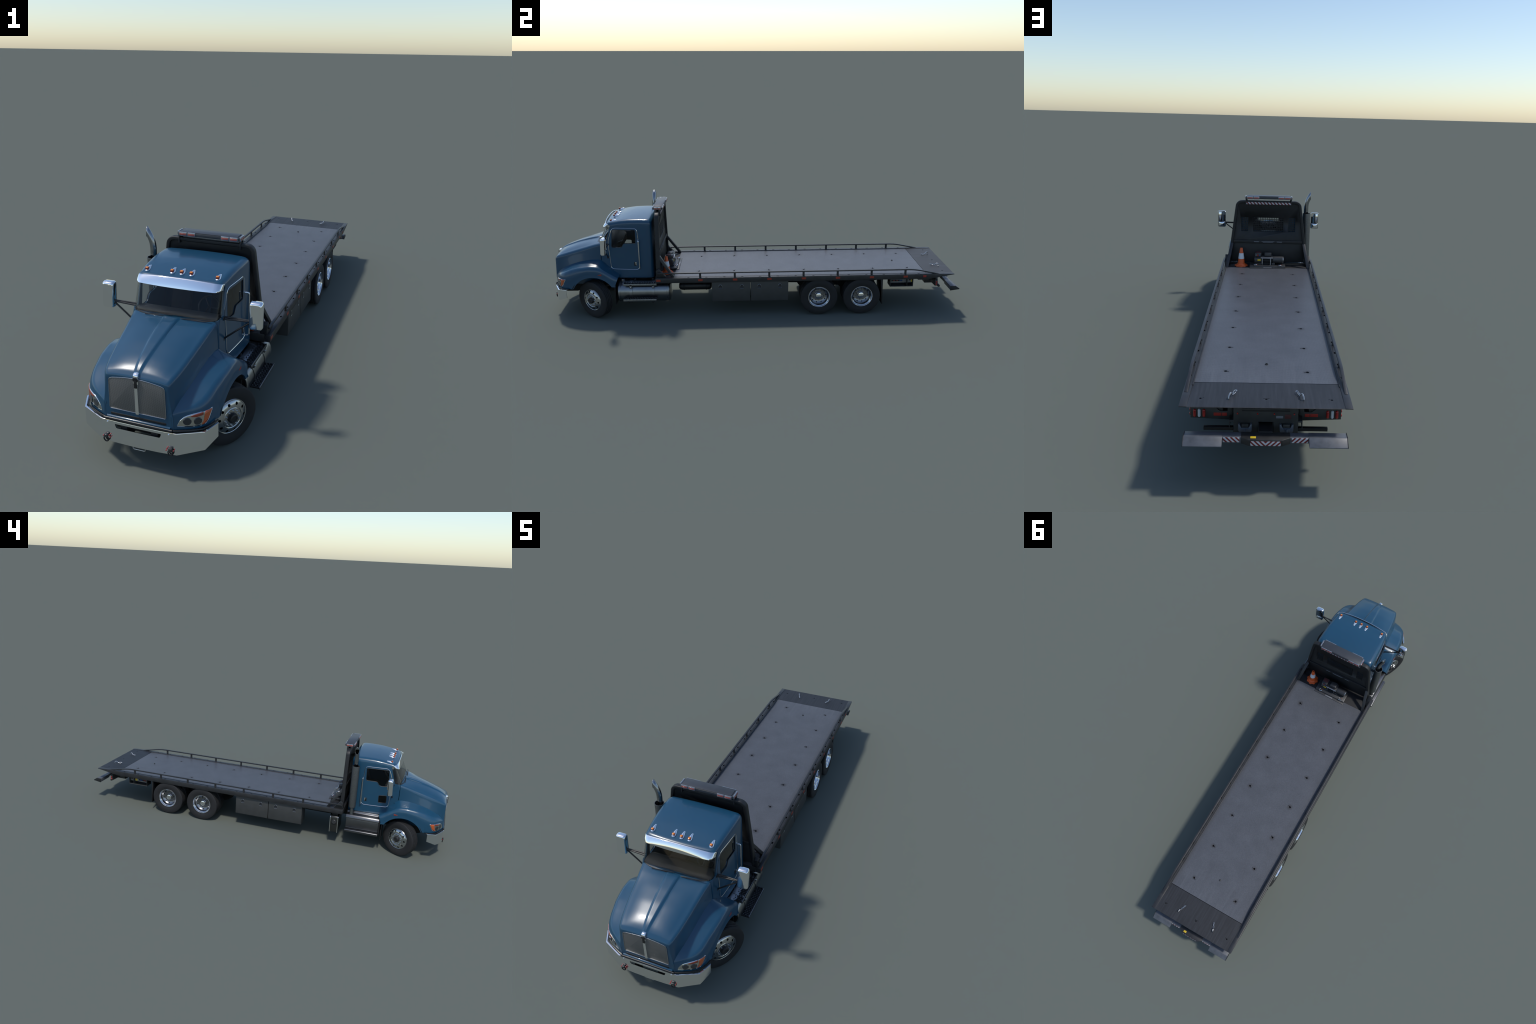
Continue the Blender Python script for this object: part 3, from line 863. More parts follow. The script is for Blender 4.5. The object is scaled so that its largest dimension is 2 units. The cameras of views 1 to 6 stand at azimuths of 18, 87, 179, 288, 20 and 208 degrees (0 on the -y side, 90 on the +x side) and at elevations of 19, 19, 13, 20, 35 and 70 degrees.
lathe('air_tank', [(-.415, 0), (-.415, .008), (-.410, .0125), (-.403, .014), (-.262, .014), (-.255, .0125), (-.250, .008), (-.250, 0)], PLASTIC, TRUCK, 28, 'y', 30, Matrix.Translation((-.036, 0, .112)))
# ================================================================== HEADBOARD
HBY = (-.486, -.466)
ax = lambda z: .1535+(.479-z)*.128
outer = [(ax(.203), .203), (ax(.479), .4785)]
arc_o = [(.1535-.0295+.0295*math.cos(a), .4765+.0285*math.sin(a)) for a in np.linspace(math.radians(8), math.pi/2, 8)]
path_o = [(ax(.203), .203), (ax(.30), .30), (ax(.40), .40)]+arc_o
path_i = []
W = .0125
for i, p in enumerate(path_o):
    a = path_o[max(0, i-1)]; b = path_o[min(len(path_o)-1, i+1)]
    tx, tz = b[0]-a[0], b[1]-a[1]; L = math.hypot(tx, tz)
    if i == len(path_o)-1: tx, tz, L = -1, 0, 1
    path_i.append((p[0]-tz/L*W, p[1]+tx/L*W))
full_o = path_o+[(-x, z) for x, z in path_o[::-1]]
full_i = path_i+[(-x, z) for x, z in path_i[::-1]]
bm = bmesh.new()
rings = [[(o[0], HBY[0], o[1]), (o[0], HBY[1], o[1]), (i[0], HBY[1], i[1]), (i[0], HBY[0], i[1])] for o, i in zip(full_o, full_i)]
bm_ring_loft(bm, rings)
hb = finish(bm, 'headboard', BLACK, bevel=.0028, segs=3, angle=40)
# sheet panel with three window openings
ip = [(x-.0005, z) for x, z in path_i if z > .30]
pz = .306
poly = [(ax(pz)-W, pz)]+[(x+.001, z+.001) for x, z in path_i[2:]]
poly = poly+[(-x, z) for x, z in poly[::-1]]
panel = prism('headboard_panel', poly, 'y', -.4795, -.4755, BLACK, hb, 0)
for x0, x1 in ((.094, .127), (-.127, -.094), (-.071, .071)):
    boolean(panel, prism('cutter', [(x0, .358), (x1, .358), (x1, .4255), (x0, .4255)], 'y', -.50, -.46, BLACK, bevel=0))
setmat(panel, BLACK)
for x0, x1 in ((.094, .127), (-.127, -.094), (-.071, .071)):
    bm = bmesh.new()
    nx = max(3, int(round((x1-x0)/.0085))); nz = 8
    for i in range(nx+1):
        x = x0+(x1-x0)*i/nx; bm_box(bm, (x-.0013, x+.0013), (-.4790, -.4770), (.357, .4265))
    for j in range(nz+1):
        z = .358+.0675*j/nz; bm_box(bm, (x0-.001, x1+.001), (-.4772, -.4758), (z-.0012, z+.0012))
    finish(bm, 'window_guard', BLACK, hb, smooth=False)
box('headboard_crossbar', (-ax(.31)+W-.001, ax(.31)-W+.001), (-.4835, -.4690), (.3025, .3175), BLACK, hb, .002)
boxes('crossbar_label', [((-.030, .030), (-.4685+0, -.4679), (.311, .3132)), ((-.024, .024), (-.4685, -.4679), (.3068, .3088)), ((.042, .066), (-.4685, -.4679), (.309, .3122)), ((-.066, -.042), (-.4685, -.4679), (.309, .3122))], LABEL, hb, 0)
box('headboard_lower_panel', (-.170, .170), (-.4805, -.4765), (.213, .303), BLACK, hb, .001)
BRACE = simple('brace_paint', (.020, .021, .023), .42, var=.2, scale=30)
for sx in (1, -1):
    # angled braces down to the deck
    rings = []
    for x, pts in ((.168, [(-.466, .298), (-.4555, .296), (-.466, .279)]), (.1865, [(-.4120, .200), (-.4010, .200), (-.4150, .200)])): pass
    sec = lambda y, z, x: [(sx*(x-.007), y-.005, z-.004), (sx*(x+.007), y-.005, z-.004), (sx*(x+.007), y+.005, z+.004), (sx*(x-.007), y+.005, z+.004)]
    loft('headboard_brace', [sec(-.471, .300, .1685), sec(-.404, .1985, .1885)], BRACE, hb, bevel=.001)
    prism('brace_gusset', [(-.486, .203), (-.486, .238), (-.474, .246), (-.44, .207), (-.44, .203)], 'x', *sorted((sx*.184, sx*.200)), BLACK, hb, .0015)

# light bar
bar = prism('light_bar', [(-.1015, -.497), (.1015, -.497), (.1070, -.488), (.1070, -.460), (.1015, -.4505), (-.1015, -.4505), (-.1070, -.460), (-.1070, -.488)], 'z', .5145, .5255, BARTOP, bevel=.0015)
box('light_bar_lid', (-.098, .098), (-.4955, -.452), (.5250, .5280), BARTOP, bar, .0012)
for x in (-.0865, -.0575, .0575, .0865):
    for y, s in ((-.4965, -1), (-.4510, 1)):
        c = box('beacon_case', (x-.0138, x+.0138), sorted((y-s*.004, y+s*.0022)), (.5137, .5270), LAMPGLASS, bar, .0015)
        box('beacon_lens', (x-.0118, x+.0118), sorted((y+s*.001, y+s*.0031)), (.5165, .5235), LAMPRED, bar, .001)
for sx in (1, -1):
    for yy in (-.4825, -.4655):
        c = box('beacon_case', sorted((sx*.1035, sx*.1092)), (yy-.0085, yy+.0085), (.5137, .5270), LAMPGLASS, bar, .0015)
        box('beacon_lens', sorted((sx*.1080, sx*.1101)), (yy-.0072, yy+.0072), (.5165, .5235), LAMPRED, bar, .001)
    box('light_bar_bracket', sorted((sx*.1035, sx*.1075)), (-.4885, -.4605), (.4845, .5150), RAILM, hb, .001)
    box('light_bar_foot', sorted((sx*.0985, sx*.1075)), (-.480, -.468), (.505, .5150), RAILM, hb, .001)
box('hazard_board', (-.1035, .1035), (-.4655, -.4625), (.4885, .4985), STRIPE_TOP, hb, .0004)

# ================================================================== DECK
deck = box('deck_floor', (-.1932, .1932), (-.402, .8245), (.1945, .2015), DECK, bevel=0)
bm = bmesh.new()
for sx in (1, -1):
    for k in range(7):
        y = -.2869+k*.1733; x = sx*.113
        n = 14; ring0 = []
        for i in range(n):
            a = 2*math.pi*i/n; ring0.append((x+.0048*math.cos(a), y+.0048*math.sin(a)))
        bm_ring_loft(bm, [[(a, b, z) for a, b in ring0] for z in (.19, .21)])
cut = finish(bm, 'cutter', DECK, smooth=False); boolean(deck, cut)
bm = bmesh.new()
for sx in (1, -1):
    for k in range(7):
        y = -.2869+k*.1733; x = sx*.113
        sl = [(.003, .0012), (.0115, .0012), (.0115, -.0012), (.003, -.0012)]
        an = random.uniform(-.6, .6)+(math.pi if sx > 0 else 0)
        bm_ring_loft(bm, [[(x+a*math.cos(an)-b*math.sin(an), y+a*math.sin(an)+b*math.cos(an), z) for a, b in sl] for z in (.188, .212)])
cut = finish(bm, 'cutter', DECK, smooth=False); boolean(deck, cut); setmat(deck, DECK)
bm = bmesh.new()
rings = [[(x, .8265, .2013), (x, .9605, .2013), (x, .962, .2002), (x, .952, .198), (x, .8265, .194)] for x in (-.1932, .1932)]
bm_ring_loft(bm, rings); tail = finish(bm, 'tail_plate', TAIL, smooth=False)
bm = bmesh.new()
for x, an in ((.164, 2.6), (-.164, .5), (0, .6)):
    ring0 = [(x+.0032*math.cos(t), .9165+.0032*math.sin(t)) for t in np.linspace(0, 2*math.pi, 13)[:-1]]
    bm_ring_loft(bm, [[(a, b, z) for a, b in ring0] for z in (.18, .21)])
cut = finish(bm, 'cutter', TAIL, smooth=False); boolean(tail, cut)
bm = bmesh.new()
for x, ans in ((.164, (math.radians(200),)), (-.164, (math.radians(-20),)), (0, (math.radians(215), math.radians(-35)))):
    for an in ans:
        sl = [(.002, .0006), (.0095, .0006), (.0095, -.0006), (.002, -.0006)]
        bm_ring_loft(bm, [[(x+a*math.cos(an)-b*math.sin(an), .9165+a*math.sin(an)+b*math.cos(an), z) for a, b in sl] for z in (.182, .212)])
cut = finish(bm, 'cutter', TAIL, smooth=False); boolean(tail, cut); setmat(tail, TAIL)

SLOTS = [-.332+.0861*k for k in range(14)]
POSTS = [-.2755+.166*k for k in range(7)]
for sx in (1, -1):
    # channel rail with tapering tail
    secy = [(-.4885, .2035), (.886, .2035), (.962, .2022), (.962, .1995), (.836, .1785), (-.4885, .1785)]
    rail = prism('deck_rail', secy, 'x', *sorted((sx*.1925, sx*.2122)), RAILM, TRUCK, .0012)
    bm = bmesh.new()
    for y in SLOTS:
        ring0 = [(sx*.2035+.0030*math.cos(t), y+.0066*math.sin(t)) for t in np.linspace(0, 2*math.pi, 13)[:-1]]
        bm_ring_loft(bm, [[(a, b, z) for a, b in ring0] for z in (.194, .21)])
    boolean(rail, finish(bm, 'cutter', DARK, smooth=False)); setmat(rail, RAILM); resmooth(rail, 30)
    box('rail_inner_strip', sorted((sx*.1900, sx*.1945)), (-.402, .845), (.196, .2042), RAILM, rail, .0006)
    pts = round_path([(sx*.2035, -.480, .226), (sx*.2035, .765, .226), (sx*.2035, .888, .2015)], .03, 5)
    pts = dense([tuple(p) for p in pts], .08, False)+[Vector((sx*.2035, .888, .2015))]
    rr = []
    for i, p in enumerate(pts):
        rr.append([(p.x-.0044, p.y, p.z-.003), (p.x+.0044, p.y, p.z-.003), (p.x+.0044, p.y, p.z+.003), (p.x-.0044, p.y, p.z+.003)])
    loft('guard_rail', rr, RAILM, bevel=.0009)
    bm = bmesh.new(); bm_box(bm, (-.0032, .0032), (-.0050, .0050), (-.0115, .0115))
    po = finish(bm, 'rail_post', RAILM, bevel=.0006, segs=1)
    for i, y in enumerate(POSTS):
        o = po if i == 0 else copy(po)
        o.location = (sx*.2045, y, .2138)
    bm = bmesh.new(); bm_box(bm, (-.0008, .0008), (-.0105, .0105), (-.005, .005))
    if sx < 0: bm.free(); continue
    ro = finish(bm, 'side_reflector', ORREF, bevel=.0004, segs=1)
    for i, y in enumerate([-.4745]+[p+.001 for p in POSTS]):
        o = ro if i == 0 else copy(ro)
        o.location = (sx*.2126, y, .1925)
    box('tail_reflector', sorted((sx*.2118, sx*.2134)), (.8075, .8235), (.188, .198), REDREF, bevel=.0004)

# front well of the deck, cross beams, long beams
box('deck_front_well', (-.1925, .1925), (-.486, -.4025), (.1905, .1985), DARK)
box('deck_front_beam', (-.1925, .1925), (-.4905, -.4865), (.1785, .2065), BLACK)
boxes('deck_underplate', [((-.191, .191), (-.40, .93), (.1885, .1915))], DARK)
boxes('deck_cross_beam', [((-.192, .192), (y-.004, y+.004), (.180, .1880)) for y in np.arange(-.36, .80, .083)], DARK, TRUCK)
for x in (-.062, .062): box('deck_long_beam', (x-.010, x+.010), (-.48, .86), (.160, .1798), DARK)

# deck eye and two chain hooks on the tail
lathe('deck_socket', [(.2016, 0), (.2016, .0045), (.2042, .0042), (.2045, .003), (.2028, .0028), (.2028, 0)], WINCH, TRUCK, 20, 'z', 30, Matrix.Translation((0, .704, 0)))
def hook(sx):
    a = Vector((sx*.0765, .880, .2065)); b = Vector((sx*.0935, .9215, .2045)); d = (b-a); L = d.length; d.normalize()
    P = lambda t, w=0, h=0: a+d*(t*L)+Vector((0, 0, 1))*h+Vector((d.y, -d.x, 0))*w
    h = tube('tow_hook', [P(.55, 0, 0), P(.62, 0, .004), P(.72, 0, .009), P(.84, 0, .0095), P(.95, 0, .006), P(1.0, 0, .0), P(.96, 0, -.0015), P(.90, 0, -.0015)], [.0016, .0018, .002, .002, .002, .0018, .0014, .0009], STEEL, TRUCK, 8)
    for t0, t1, fl in ((.0, .16, 0), (.10, .40, 1), (.36, .58, 0)):
        m = (t0+t1)/2; r = (t1-t0)/2
        pts = [P(m+r*math.cos(q), .0026*math.sin(q) if not fl else .0008*math.sin(q), (.0036*math.sin(q) if fl else 0)+.001) for q in np.linspace(0, 2*math.pi, 17)[:-1]]
        tube('chain_link', pts, .0010, STEEL, h, 6, True)
hook(1); hook(-1)

# ================================================================== WINCH
wb = box('winch', (-.083, .083), (-.462, -.3975), (.1995, .2115), WINCH, bevel=.004)
box('winch_tray', (-.083, .083), (-.3985, -.3865), (.2018, .2045), simple('tray_steel', (.05, .05, .052), .4), wb)
box('winch_plate', (-.020, .020), (-.3950, -.3885), (.2040, .2052), LABEL, wb, .0003)
def cx(name, x0, x1, y, z, r, mat, bev=.002): return cyl(name, (x0, y, z), (x1, y, z), r, mat, wb, 36, bev)
cx('winch_motor', -.072, -.022, -.435, .2335, .0168, WINCH, .003)
cx('motor_end', -.0745, -.069, -.435, .2335, .0150, STEEL)
cx('winch_drum', -.024, .026, -.435, .2290, .0105, DARK)
cx('drum_flange', .024, .028, -.435, .2310, .0175, WINCH)
cx('drum_flange', -.027, -.023, -.435, .2310, .0175, WINCH)
cx('gear_housing', .028, .062, -.435, .2320, .0190, WINCH, .004)
box('control_box', (.030, .060), (-.452, -.418), (.2500, .2665), WINCH, wb, .002)
boxes('control_socket', [((.052, .0555), (-.4182, -.4165), (.2525, .2605))], LABEL, wb, .0003)
boxes('control_socket', [((.0435, .048), (-.4182, -.4165), (.2525, .2605))], REDREF, wb, .0003)
boxes('control_socket', [((.036, .0385), (-.4182, -.4165), (.2525, .2605))], BLUEKNOB, wb, .0003)
box('control_lid', (.033, .057), (-.4485, -.428), (.2664, .2680), REDDARK, wb, .0004)
box('solenoid_cover', (-.018, .016), (-.452, -.423), (.2480, .2670), WINCH, wb, .005)
prism('solenoid_skirt', [(-.455, .248), (-.42, .248), (-.416, .240), (-.458, .240)], 'x', -.024, .028, WINCH, wb)
boxes('tie_rod', [((.0225, .0275), (-.4205, -.4165), (.211, .244)), ((-.0165, -.0115), (-.4205, -.4165), (.211, .244))], STEEL, wb, .001)
cyl('cross_rod', (-.024, -.4175, .2445), (.032, -.4175, .2445), .0022, STEEL, wb, 10)
box('warning_label', (.032, .047), (-.4163, -.4154), (.2305, .2385), YELLOW, wb, .0002)
for x in (.0555, -.0575):
    tube('winch_shackle', [(x+.0072*math.cos(a), -.4035+.0062*math.sin(a), .2145+.0012*math.sin(a)) for a in np.linspace(-.9, math.pi+.9, 18)], .0015, CHROME, wb, 8)
    box('shackle_pin', (x-.009, x-.0065), (-.4105, -.4085), (.2135, .216), REDREF, wb, .0003)
box('winch_frame', (-.024, .029), (-.455, -.430), (.2115, .250), WINCH, wb)
boxes('winch_foot', [((-.034, -.020), (-.455, -.415), (.2115, .222)), ((.024, .06), (-.455, -.415), (.2115, .218))], WINCH, wb)

# ================================================================== TOOLBOXES
def toolbox(sx, y0, y1, ym):
    xo = .2018
    for a, b in ((y0, ym-.0012), (ym+.0012, y1)):
        t = box('toolbox', sorted((sx*.125, sx*(xo-.002))), (a, b), (.0748, .1795), BOXG)
        box('toolbox_door', sorted((sx*(xo-.0024), sx*xo)), (a+.0015, b-.0015), (.0762, .1765), BOXG, t, .0006)
        w = b-a
        for f in ((a+.0415), (b-.0405)):
            pent = [(f-.0085, .1425), (f+.0085, .1425), (f+.0085, .1555), (f+.003, .1625), (f-.003, .1625), (f-.0085, .1555)]
            l = prism('latch', pent, 'x', *sorted((sx*(xo-.001), sx*(xo+.0008))), PLASTIC, t, .0003)
            tube('latch_frame', [(sx*(xo+.001), p, q) for p, q in pent], .0009, LATCH, t, 6, True)
            cyl('latch_knob', (sx*xo, f, .159), (sx*(xo+.002), f, .159), .0022, PLASTIC, t, 10)
            box('latch_paddle', sorted((sx*(xo+.0006), sx*(xo+.0016))), (f-.006, f+.006), (.1445, .151), simple('paddle', (.03, .035, .045), .3) if 'paddle' not in bpy.data.materials else bpy.data.materials['paddle'], t, .0006)
toolbox(1, -.2215, .1495, -.0345)
toolbox(-1, -.2720, .1010, -.0855)
# ================================================================== CHASSIS
for x in (-.052, .052): box('frame_rail', (x-.006, x+.006), (-.96, .90), (.118, .160), DARK)
boxes('frame_crossmember', [((-.05, .05), (y-.006, y+.006), (.125, .155)) for y in (-.9, -.62, -.3, 0, .2, .41, .62, .8)], DARK)
prism('engine_block', [(-.965, .12), (-.965, .245), (-.80, .30), (-.765, .30), (-.765, .10), (-.86, .09)], 'x', -.082, .082, DARK)
box('firewall', (-.13, .13), (-.762, -.756), (.16, .34), DARK)
box('cab_underbody', (-.12, .12), (-.69, -.51), (.150, .188), DARK)
cyl('drive_shaft', (0, -.6, .115), (0, .30, .095), .008, DARK)
cyl('drive_shaft', (0, .30, .09), (0, .513, .09), .007, DARK)
box('transmission', (-.035, .035), (-.75, -.55), (.085, .16), DARK, bevel=.008)
for y in (.301, .511):
    cyl('rear_axle', (-.17, y, .0885), (.17, y, .091), .013, DARK)
    lathe('differential', [(-.036, .012), (-.028, .028), (0, .036), (.028, .028), (.036, .012)], DARK, TRUCK, 24, 'x', 40, Matrix.Translation((0, y, .091)), True)
    boxes('suspension_bracket', [(sorted((sx*.045, sx*.085)), (y-.022, y+.022), (.10, .13)) for sx in (1, -1)], DARK)
for sx in (1, -1):
    prism('suspension_beam', [(.185, .128), (.205, .150), (.30, .118), (.41, .125), (.50, .118), (.62, .150), (.63, .128), (.51, .10), (.30, .10)], 'x', *sorted((sx*.06, sx*.075)), DARK)
    prism('spring_hanger', [(.165, .18), (.205, .18), (.205, .150), (.195, .135), (.18, .132), (.170, .15)], 'x', *sorted((sx*.060, sx*.095)), DARK)
    box('air_bag', sorted((sx*.06, sx*.09)), (.385, .430), (.115, .175), DARK, bevel=.01)
    # mud flap with hanger
    prism('mud_flap', [(.6035, .180), (.6135, .180), (.6165, .046), (.6125, .046)], 'x', *sorted((sx*.098, sx*.2035)), PLASTIC, TRUCK, .0008)
cyl('front_axle', (-.15, -.788, .0885), (.15, -.788, .0885), .011, DARK)
box('axle_beam', (-.13, .13), (-.80, -.776), (.06, .085), DARK, bevel=.004)
for sx in (1, -1): prism('leaf_spring', [(-.92, .11), (-.79, .088), (-.66, .11), (-.66, .117), (-.79, .098), (-.92, .117)], 'x', *sorted((sx*.045, sx*.062)), DARK)

# ================================================================== WHEELS
WR = .0910
def tyre_profile(w, r_in):
    h = w/2
    p = [(h*.62, r_in-.003), (h*.80, r_in), (h*.88, r_in+.004), (h*.965, r_in+.012), (h*1.0, r_in+.019), (h*.985, r_in+.025), (h*.94, WR-.0055), (h*.90, WR-.0022), (h*.84, WR-.0006)]
    g = []
    for c in (.55, .18, -.18, -.55):
        g += [(h*(c+.055), WR), (h*(c+.04), WR-.003), (h*(c-.04), WR-.003), (h*(c-.055), WR)]
    return p+g+[(-a, b) for a, b in p[::-1]]
R_IN = .0535
tyre_f = lathe('tyre', tyre_profile(.050, R_IN), RUBBER, None, 72, 'x', 28)
tyre_r = lathe('tyre', tyre_profile(.052, R_IN), RUBBER, None, 72, 'x', 28)
# sidewall rings
def holes(n, r, rad, x0, x1, ph=0):
    bm = bmesh.new()
    for k in range(n):
        a = 2*math.pi*(k+ph)/n
        bm_tube(bm, [(x0, r*math.cos(a), r*math.sin(a)), (x1, r*math.cos(a), r*math.sin(a))], rad, 12)
    return finish(bm, 'cutter', DARK, None, smooth=False)
# front rim: convex polished disc
rim_f = lathe('rim', [(-.020, .0475), (.016, .0475), (.0205, R_IN+.0015), (.0225, R_IN), (.0228, .0515), (.0222, .0505), (.0240, .0480), (.0268, .0420), (.0285, .0360), (.0288, .0325), (.0278, .0308), (.0288, .029), (.0290, .0), (.022, 0), (.022, .029), (.016, .046), (-.02, .046)], POLISH, None, 64, 'x', 28)
boolean(rim_f, holes(10, .0430, .0045, .0, .04, .5)); setmat(rim_f, POLISH); resmooth(rim_f, 28)
hub_f = lathe('hub', [(.029, .0155), (.034, .0150), (.0375, .0135), (.039, .010), (.0385, .0085), (.037, .008), (.037, 0)], simple('hub_dark', (.025, .025, .026), .45, .3), None, 32, 'x', 30)
# rear rim: deep dish
rim_r = lathe('rim', [(-.022, R_IN-.006), (.0205, R_IN-.0045), (.0225, R_IN+.0012), (.0245, R_IN), (.0245, R_IN-.002), (.0225, R_IN-.0035), (.018, R_IN-.0055), (.0165, R_IN-.0075), (.010, R_IN-.0085), (.0035, .0432)], LIP, None, 64, 'x', 24)
DISC = simple('rim_disc_metal', (.27, .275, .285), .28, 1., var=.1, scale=50)  # base darkened for the dim reflections inside the concave dish
disc_r = lathe('rim_disc', [(.0045, .0440), (.002, .0425), (-.004, .036), (-.006, .031), (-.0055, .020), (-.0055, 0), (-.010, 0), (-.010, .031), (-.003, .0440)], DISC, None, 64, 'x', 28)
boolean(disc_r, holes(10, .0375, .0034, -.02, .02, .5)); setmat(disc_r, DISC); resmooth(disc_r, 28)
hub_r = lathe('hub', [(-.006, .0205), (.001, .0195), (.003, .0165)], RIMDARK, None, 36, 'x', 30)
cap_r = lathe('hub_cap', [(-.004, .0155), (.006, .0150), (.0085, .0138), (.0100, .010), (.0105, 0)], CHROME, None, 36, 'x', 40)
nut = lathe('lug_nut', [(0, .0022), (.004, .0022), (.005, .0014), (.005, 0)], POLISH, None, 6, 'x', 20)
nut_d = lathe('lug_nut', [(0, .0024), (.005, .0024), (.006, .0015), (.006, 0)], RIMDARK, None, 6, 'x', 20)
protos = [tyre_f, tyre_r, rim_f, hub_f, rim_r, disc_r, hub_r, cap_r, nut, nut_d]
inner_disc = None
def wheel(loc, yaw, kind):
    w = bpy.data.objects.new('wheel', None); C.objects.link(w); w.parent = TRUCK
    w.location = loc; w.rotation_euler = (random.uniform(0, .6), 0, 0); w.rotation_mode = 'XYZ'
    w.rotation_euler = (0, 0, yaw)
    spin = random.uniform(0, 1)
    def add(p, l=(0, 0, 0), r=(0, 0, 0)):
        o = p.copy(); C.objects.link(o); o.parent = w; o.location = l; o.rotation_euler = r; return o
    if kind == 'front':
        add(tyre_f); add(rim_f, r=(spin, 0, 0)); add(hub_f)
        for k in range(10):
            a = 2*math.pi*k/10+spin; add(nut, (.0292, .0235*math.cos(a), .0235*math.sin(a)))
    elif kind == 'rear':
        add(tyre_r); add(rim_r); add(disc_r, r=(spin, 0, 0)); add(hub_r); add(cap_r)
        for k in range(10):
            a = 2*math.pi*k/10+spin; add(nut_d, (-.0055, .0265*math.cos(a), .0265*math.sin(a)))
    else:
        add(tyre_r); add(disc_r, (-.012, 0, 0))
    return w
steer = math.radians(31)
wheel((.1735, -.788, WR), -math.radians(33.5), 'front')
wheel((-.1735, -.787, WR), math.pi-math.radians(29.5), 'front')
for y in (.3010, .5110):
    wheel((.1850, y, WR), 0, 'rear'); wheel((-.1850, y, WR), math.pi, 'rear')
    wheel((.1265, y, WR), 0, 'inner'); wheel((-.1265, y, WR), math.pi, 'inner')
for p in protos: bpy.data.objects.remove(p)

# ================================================================== REAR UNDERBODY
for sx in (1, -1):
    # control cabinet with levers
    X = lambda a, b: sorted((sx*a, sx*b))
    cb = boxes('control_cabinet', [(X(.14, .176), (.652, .768), (.148, .178)), (X(.14, .150), (.652, .768), (.134, .148)), (X(.15, .191), (.652, .6545), (.134, .178)), (X(.15, .191), (.7655, .768), (.134, .178)), (X(.15, .191), (.737, .739), (.134, .178)), (X(.14, .191), (.652, .768), (.1315, .1345))], BOXG)
    PANEL = bpy.data.materials.get('valve_panel_grey') or simple('valve_panel_grey', (.16, .165, .16), .45)
    box('valve_panel', X(.1755, .179), (.6555, .736), (.149, .177), PANEL, cb, .0004)
    box('valve_panel', X(.1755, .179), (.740, .7645), (.149, .177), PANEL, cb, .0004)
    box('pocket_back', X(.149, .152), (.655, .7655), (.135, .1475), simple('pocket_blue_grey', (.05, .055, .075), .5) if 'pocket_blue_grey' not in bpy.data.materials else bpy.data.materials['pocket_blue_grey'], cb, .0004)
    cols = [PLASTIC, REDREF, PLASTIC, REDREF, PLASTIC, BLUEKNOB, BLUEKNOB] if sx > 0 else [REDREF, REDREF, PLASTIC, BLUEKNOB, BLUEKNOB, PLASTIC, CLEAR]
    for k in range(7):
        y = .664+k*.0078
        tube('lever', [(sx*.178, y, .157), (sx*.184, y, .159), (sx*.189, y, .165)], [.0016, .0016, .0026], cols[k], cb, 8)
    tube('lever', [(sx*.178, .752, .160), (sx*.186, .752, .166)], [.0022, .0030], PLASTIC, cb, 8)
    box('valve_label', X(.1785, .1798), (.7195, .733) if sx < 0 else (.7585, .764), (.152, .164), YELLOW, cb, .0002)
    cyl('lift_rod', (sx*.125, .76, .166), (sx*.125, .82, .166), .0035, DARK)
    prism('lift_arm_box', [(.803, .1500), (.803, .166), (.885, .166), (.885, .1485)], 'x', *X(.11, .150), BOXG)
    # tail lamp bar
    pts = [(.0845, .1285), (.193, .1335), (.193, .1655), (.132, .1655), (.126, .160), (.117, .1525), (.098, .1525), (.098, .1655), (.0845, .1655)]
    tl = prism('tail_lamp_bar', [(sx*a, b) for a, b in pts], 'y', .876, .889, LIFTBODY, TRUCK, .001)
    box('tail_bar_backing', sorted((sx*.095, sx*.14)), (.868, .872), (.148, .178), DARK, tl)
    for x, m in ((.182, RED), (.1702, CLEAR), (.1583, RED)):
        lamp = tube('tail_lamp', [(sx*x, .8895, .1400), (sx*x, .8895, .1545)], .0040, m, tl, 12)
        lamp2 = None
        for z in (.1400, .1545):
            lathe('tail_lamp_end', [(-.004, 0), (-.0034, .0022), (-.002, .0035), (0, .004), (.002, .0035), (.0034, .0022), (.004, 0)], m, tl, 16, 'z', 60, Matrix.Translation((sx*x, .8895, z)))
    for z in (.1545, .1425):
        cyl('end_lamp', (sx*.192, .8825, z), (sx*.1955, .8825, z), .0042, RED, tl, 16, .001)
    for x0, x1 in ((.1135, .1335), (.0995, .1120)):
        box('tail_reflector', sorted((sx*x0, sx*x1)), (.8885, .8898), (.140, .1485), REDREF, tl, .0003)
    # square storage bar pointing outward
    box('lift_storage_bar', sorted((sx*.081, sx*.157)), (.905, .915), (.1135, .1225), PLASTIC, bevel=.001)
    boxes('lift_bracket', [(sorted((sx*.079, sx*.0925)), (.88, .918), (.1385, .143)), (sorted((sx*.0905, sx*.0925)), (.88, .918), (.1215, .143))], BOXG)

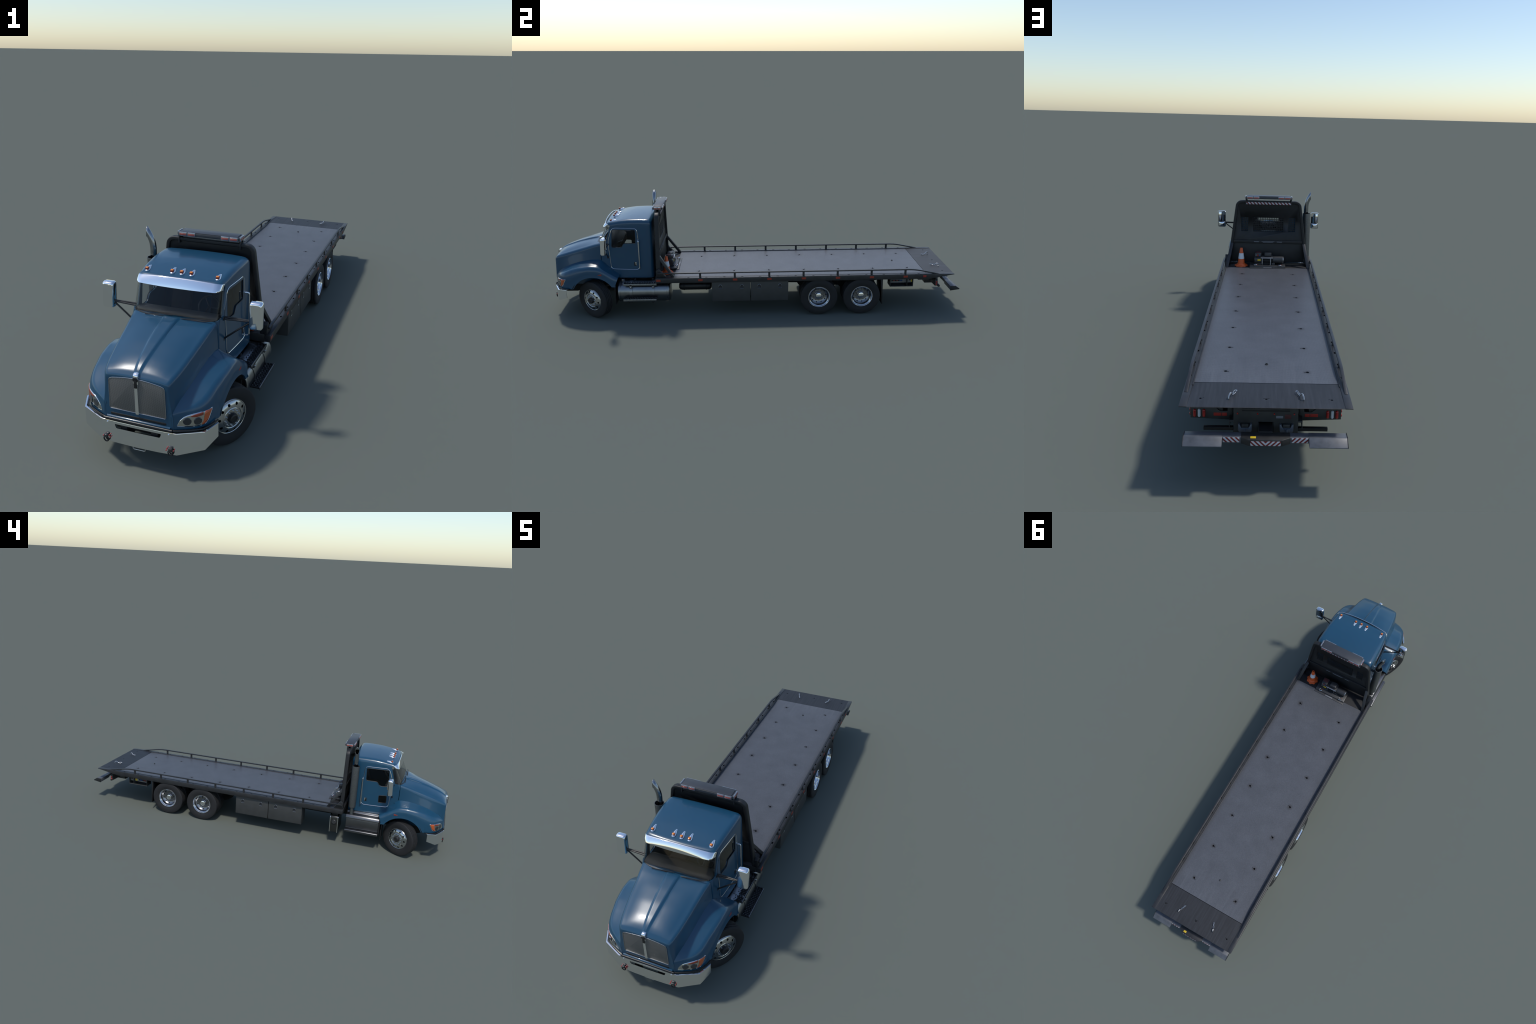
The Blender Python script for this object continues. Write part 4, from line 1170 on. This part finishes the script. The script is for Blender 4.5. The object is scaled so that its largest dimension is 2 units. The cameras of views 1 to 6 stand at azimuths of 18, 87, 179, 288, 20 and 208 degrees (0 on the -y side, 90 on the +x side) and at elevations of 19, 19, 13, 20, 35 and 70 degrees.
body = prism('lift_body', [(-.0815, .185), (-.0815, .108), (-.070, .102), (-.030, .102), (-.0185, .108), (-.0185, .140), (.0185, .140), (.0185, .108), (.030, .102), (.070, .102), (.0815, .108), (.0815, .185)], 'y', .862, .920, LIFTBODY, bevel=.002)
box('lift_slot', (-.060, .060), (.9185, .9208), (.1698, .1728), DARK, body, .0003)
box('lift_slot_lip', (-.060, .060), (.9195, .9225), (.1732, .178), LIFTBODY, body, .001)
box('lift_boom', (-.0175, .0175), (.80, .955), (.108, .134), PLASTIC, body, .002)
for x in (.071, .021, -.021, -.071): cyl('lift_bolt', (x, .919, .1635), (x, .9225, .1635), .0022, RED, body, 12)
for x in (.052, -.052):
    prism('lift_bracket_jaw', [(x-.0175, .139), (x-.0175, .1225), (x-.014, .1165), (x+.014, .1165), (x+.0175, .1225), (x+.0175, .139), (x+.0135, .139), (x+.009, .129), (x-.009, .129), (x-.0135, .139)], 'y', .919, .931, simple('jaw_steel', (.10, .115, .14), .4, .3) if x > 0 else bpy.data.materials['jaw_steel'], body, .0015)
    cyl('lift_pin', (x, .933, .128), (x, .936, .108), .0032, bpy.data.materials['jaw_steel'], body)
    box('jaw_tab', (x-.009, x+.009), (.918, .929), (.129, .1385), LIFTBODY, body)
box('rating_plate', (-.043, -.0255), (.9196, .9206), (.1515, .158), LABEL, body, .0002)
box('warning_plate', (-.0635, -.0475), (.9196, .9206), (.1505, .162), REDDARK, body, .0002)

# rear cross bar with hazard panels and folded ramps
LO, HI = .112, .1315
bar_pts = [(-.1975, .954), (.1975, .954), (.1975, .9785), (.061, .9785), (.040, .9905), (-.040, .9905), (-.061, .9785), (-.1975, .9785)]
lbm = bmesh.new()
bm = lbm
top = [(x, y, HI) for x, y in bar_pts]; bot = [(x, y, .1165) for x, y in bar_pts]
bm_ring_loft(bm, [bot, top])
lift = finish(bm, 'wheel_lift_bar', LIFTSTEEL, bevel=.0012)
prism('lift_bar_centre', [(-.0605, .9535), (.0605, .9535), (.0605, .9795), (.0405, .9915), (-.0405, .9915), (-.0605, .9795)], 'z', .1155, .1322, simple('lift_black_worn', (.022, .022, .023), .4, var=.3, scale=40), lift, .0015)
box('yellow_label', (.0235, .0370), (.9755, .9845), (.1320, .1329), YELLOW, lift, .0002)
box('hazard_panel', (-.0365, .0365), (.9912, .9925), (.1172, .1285), STRIPE_V, lift, .0003)
for sx in (1, -1):
    box('hazard_panel', sorted((sx*.0635, sx*.1035)), (.9783, .9798), (.1185, .1305), STRIPE_SIDE, lift, .0003)
    sec = [(.954, .1115), (.9535, .1318), (.9788, .1325), (1.0, .1185), (1.0, .1165), (.955, .1110)]
    prism('folded_ramp', sec, 'x', *sorted((sx*.1055, sx*.1988)), LIFTSTEEL, lift, .001)
    prism('ramp_end', [(.953, .1105), (.9525, .1330), (.9790, .1340), (.9995, .1200), (.9995, .1160), (.955, .1095)], 'x', *sorted((sx*.1984, sx*.1998)), BLACK, lift, .0004)

# ================================================================== TRAFFIC CONE (a thing of its own, standing on the deck)
cone = bpy.data.objects.new('traffic_cone', None); C.objects.link(cone)
cone['label'] = 'orange traffic cone with white band and scalloped base'
cone['category'] = 'traffic cone'
cz = .1990
cone.location = (.1235, -.4425, cz)
L0 = (.1235, -.4425, cz)
def cpart(name, prof, mat, seg=40): 
    return lathe(name, prof, mat, cone, seg, 'z', 35)
cpart('cone_body', [(.006, .0215), (.010, .0200), (.0125, .0165), (.042, .0125)], ORANGE)
cpart('cone_band', [(.036, .01335), (.036, .0140), (.062, .0102), (.062, .0096)], WHITE)
cpart('cone_tip', [(.060, .0098), (.0845, .0062), (.0865, .0050), (.0865, .0035), (.078, .0035)], ORANGE)
bm = bmesh.new(); rings = []
for z, s in ((0, 1.), (.004, 1.), (.0065, .93), (.0075, .70), (.0075, .5)):
    rings.append([((.0285+.0022*math.cos(8*a))*s*math.cos(a), (.0285+.0022*math.cos(8*a))*s*math.sin(a), z) for a in np.linspace(0, 2*math.pi, 65)[:-1]])
bm_ring_loft(bm, rings); finish(bm, 'cone_base', ORANGE, cone, angle=40)
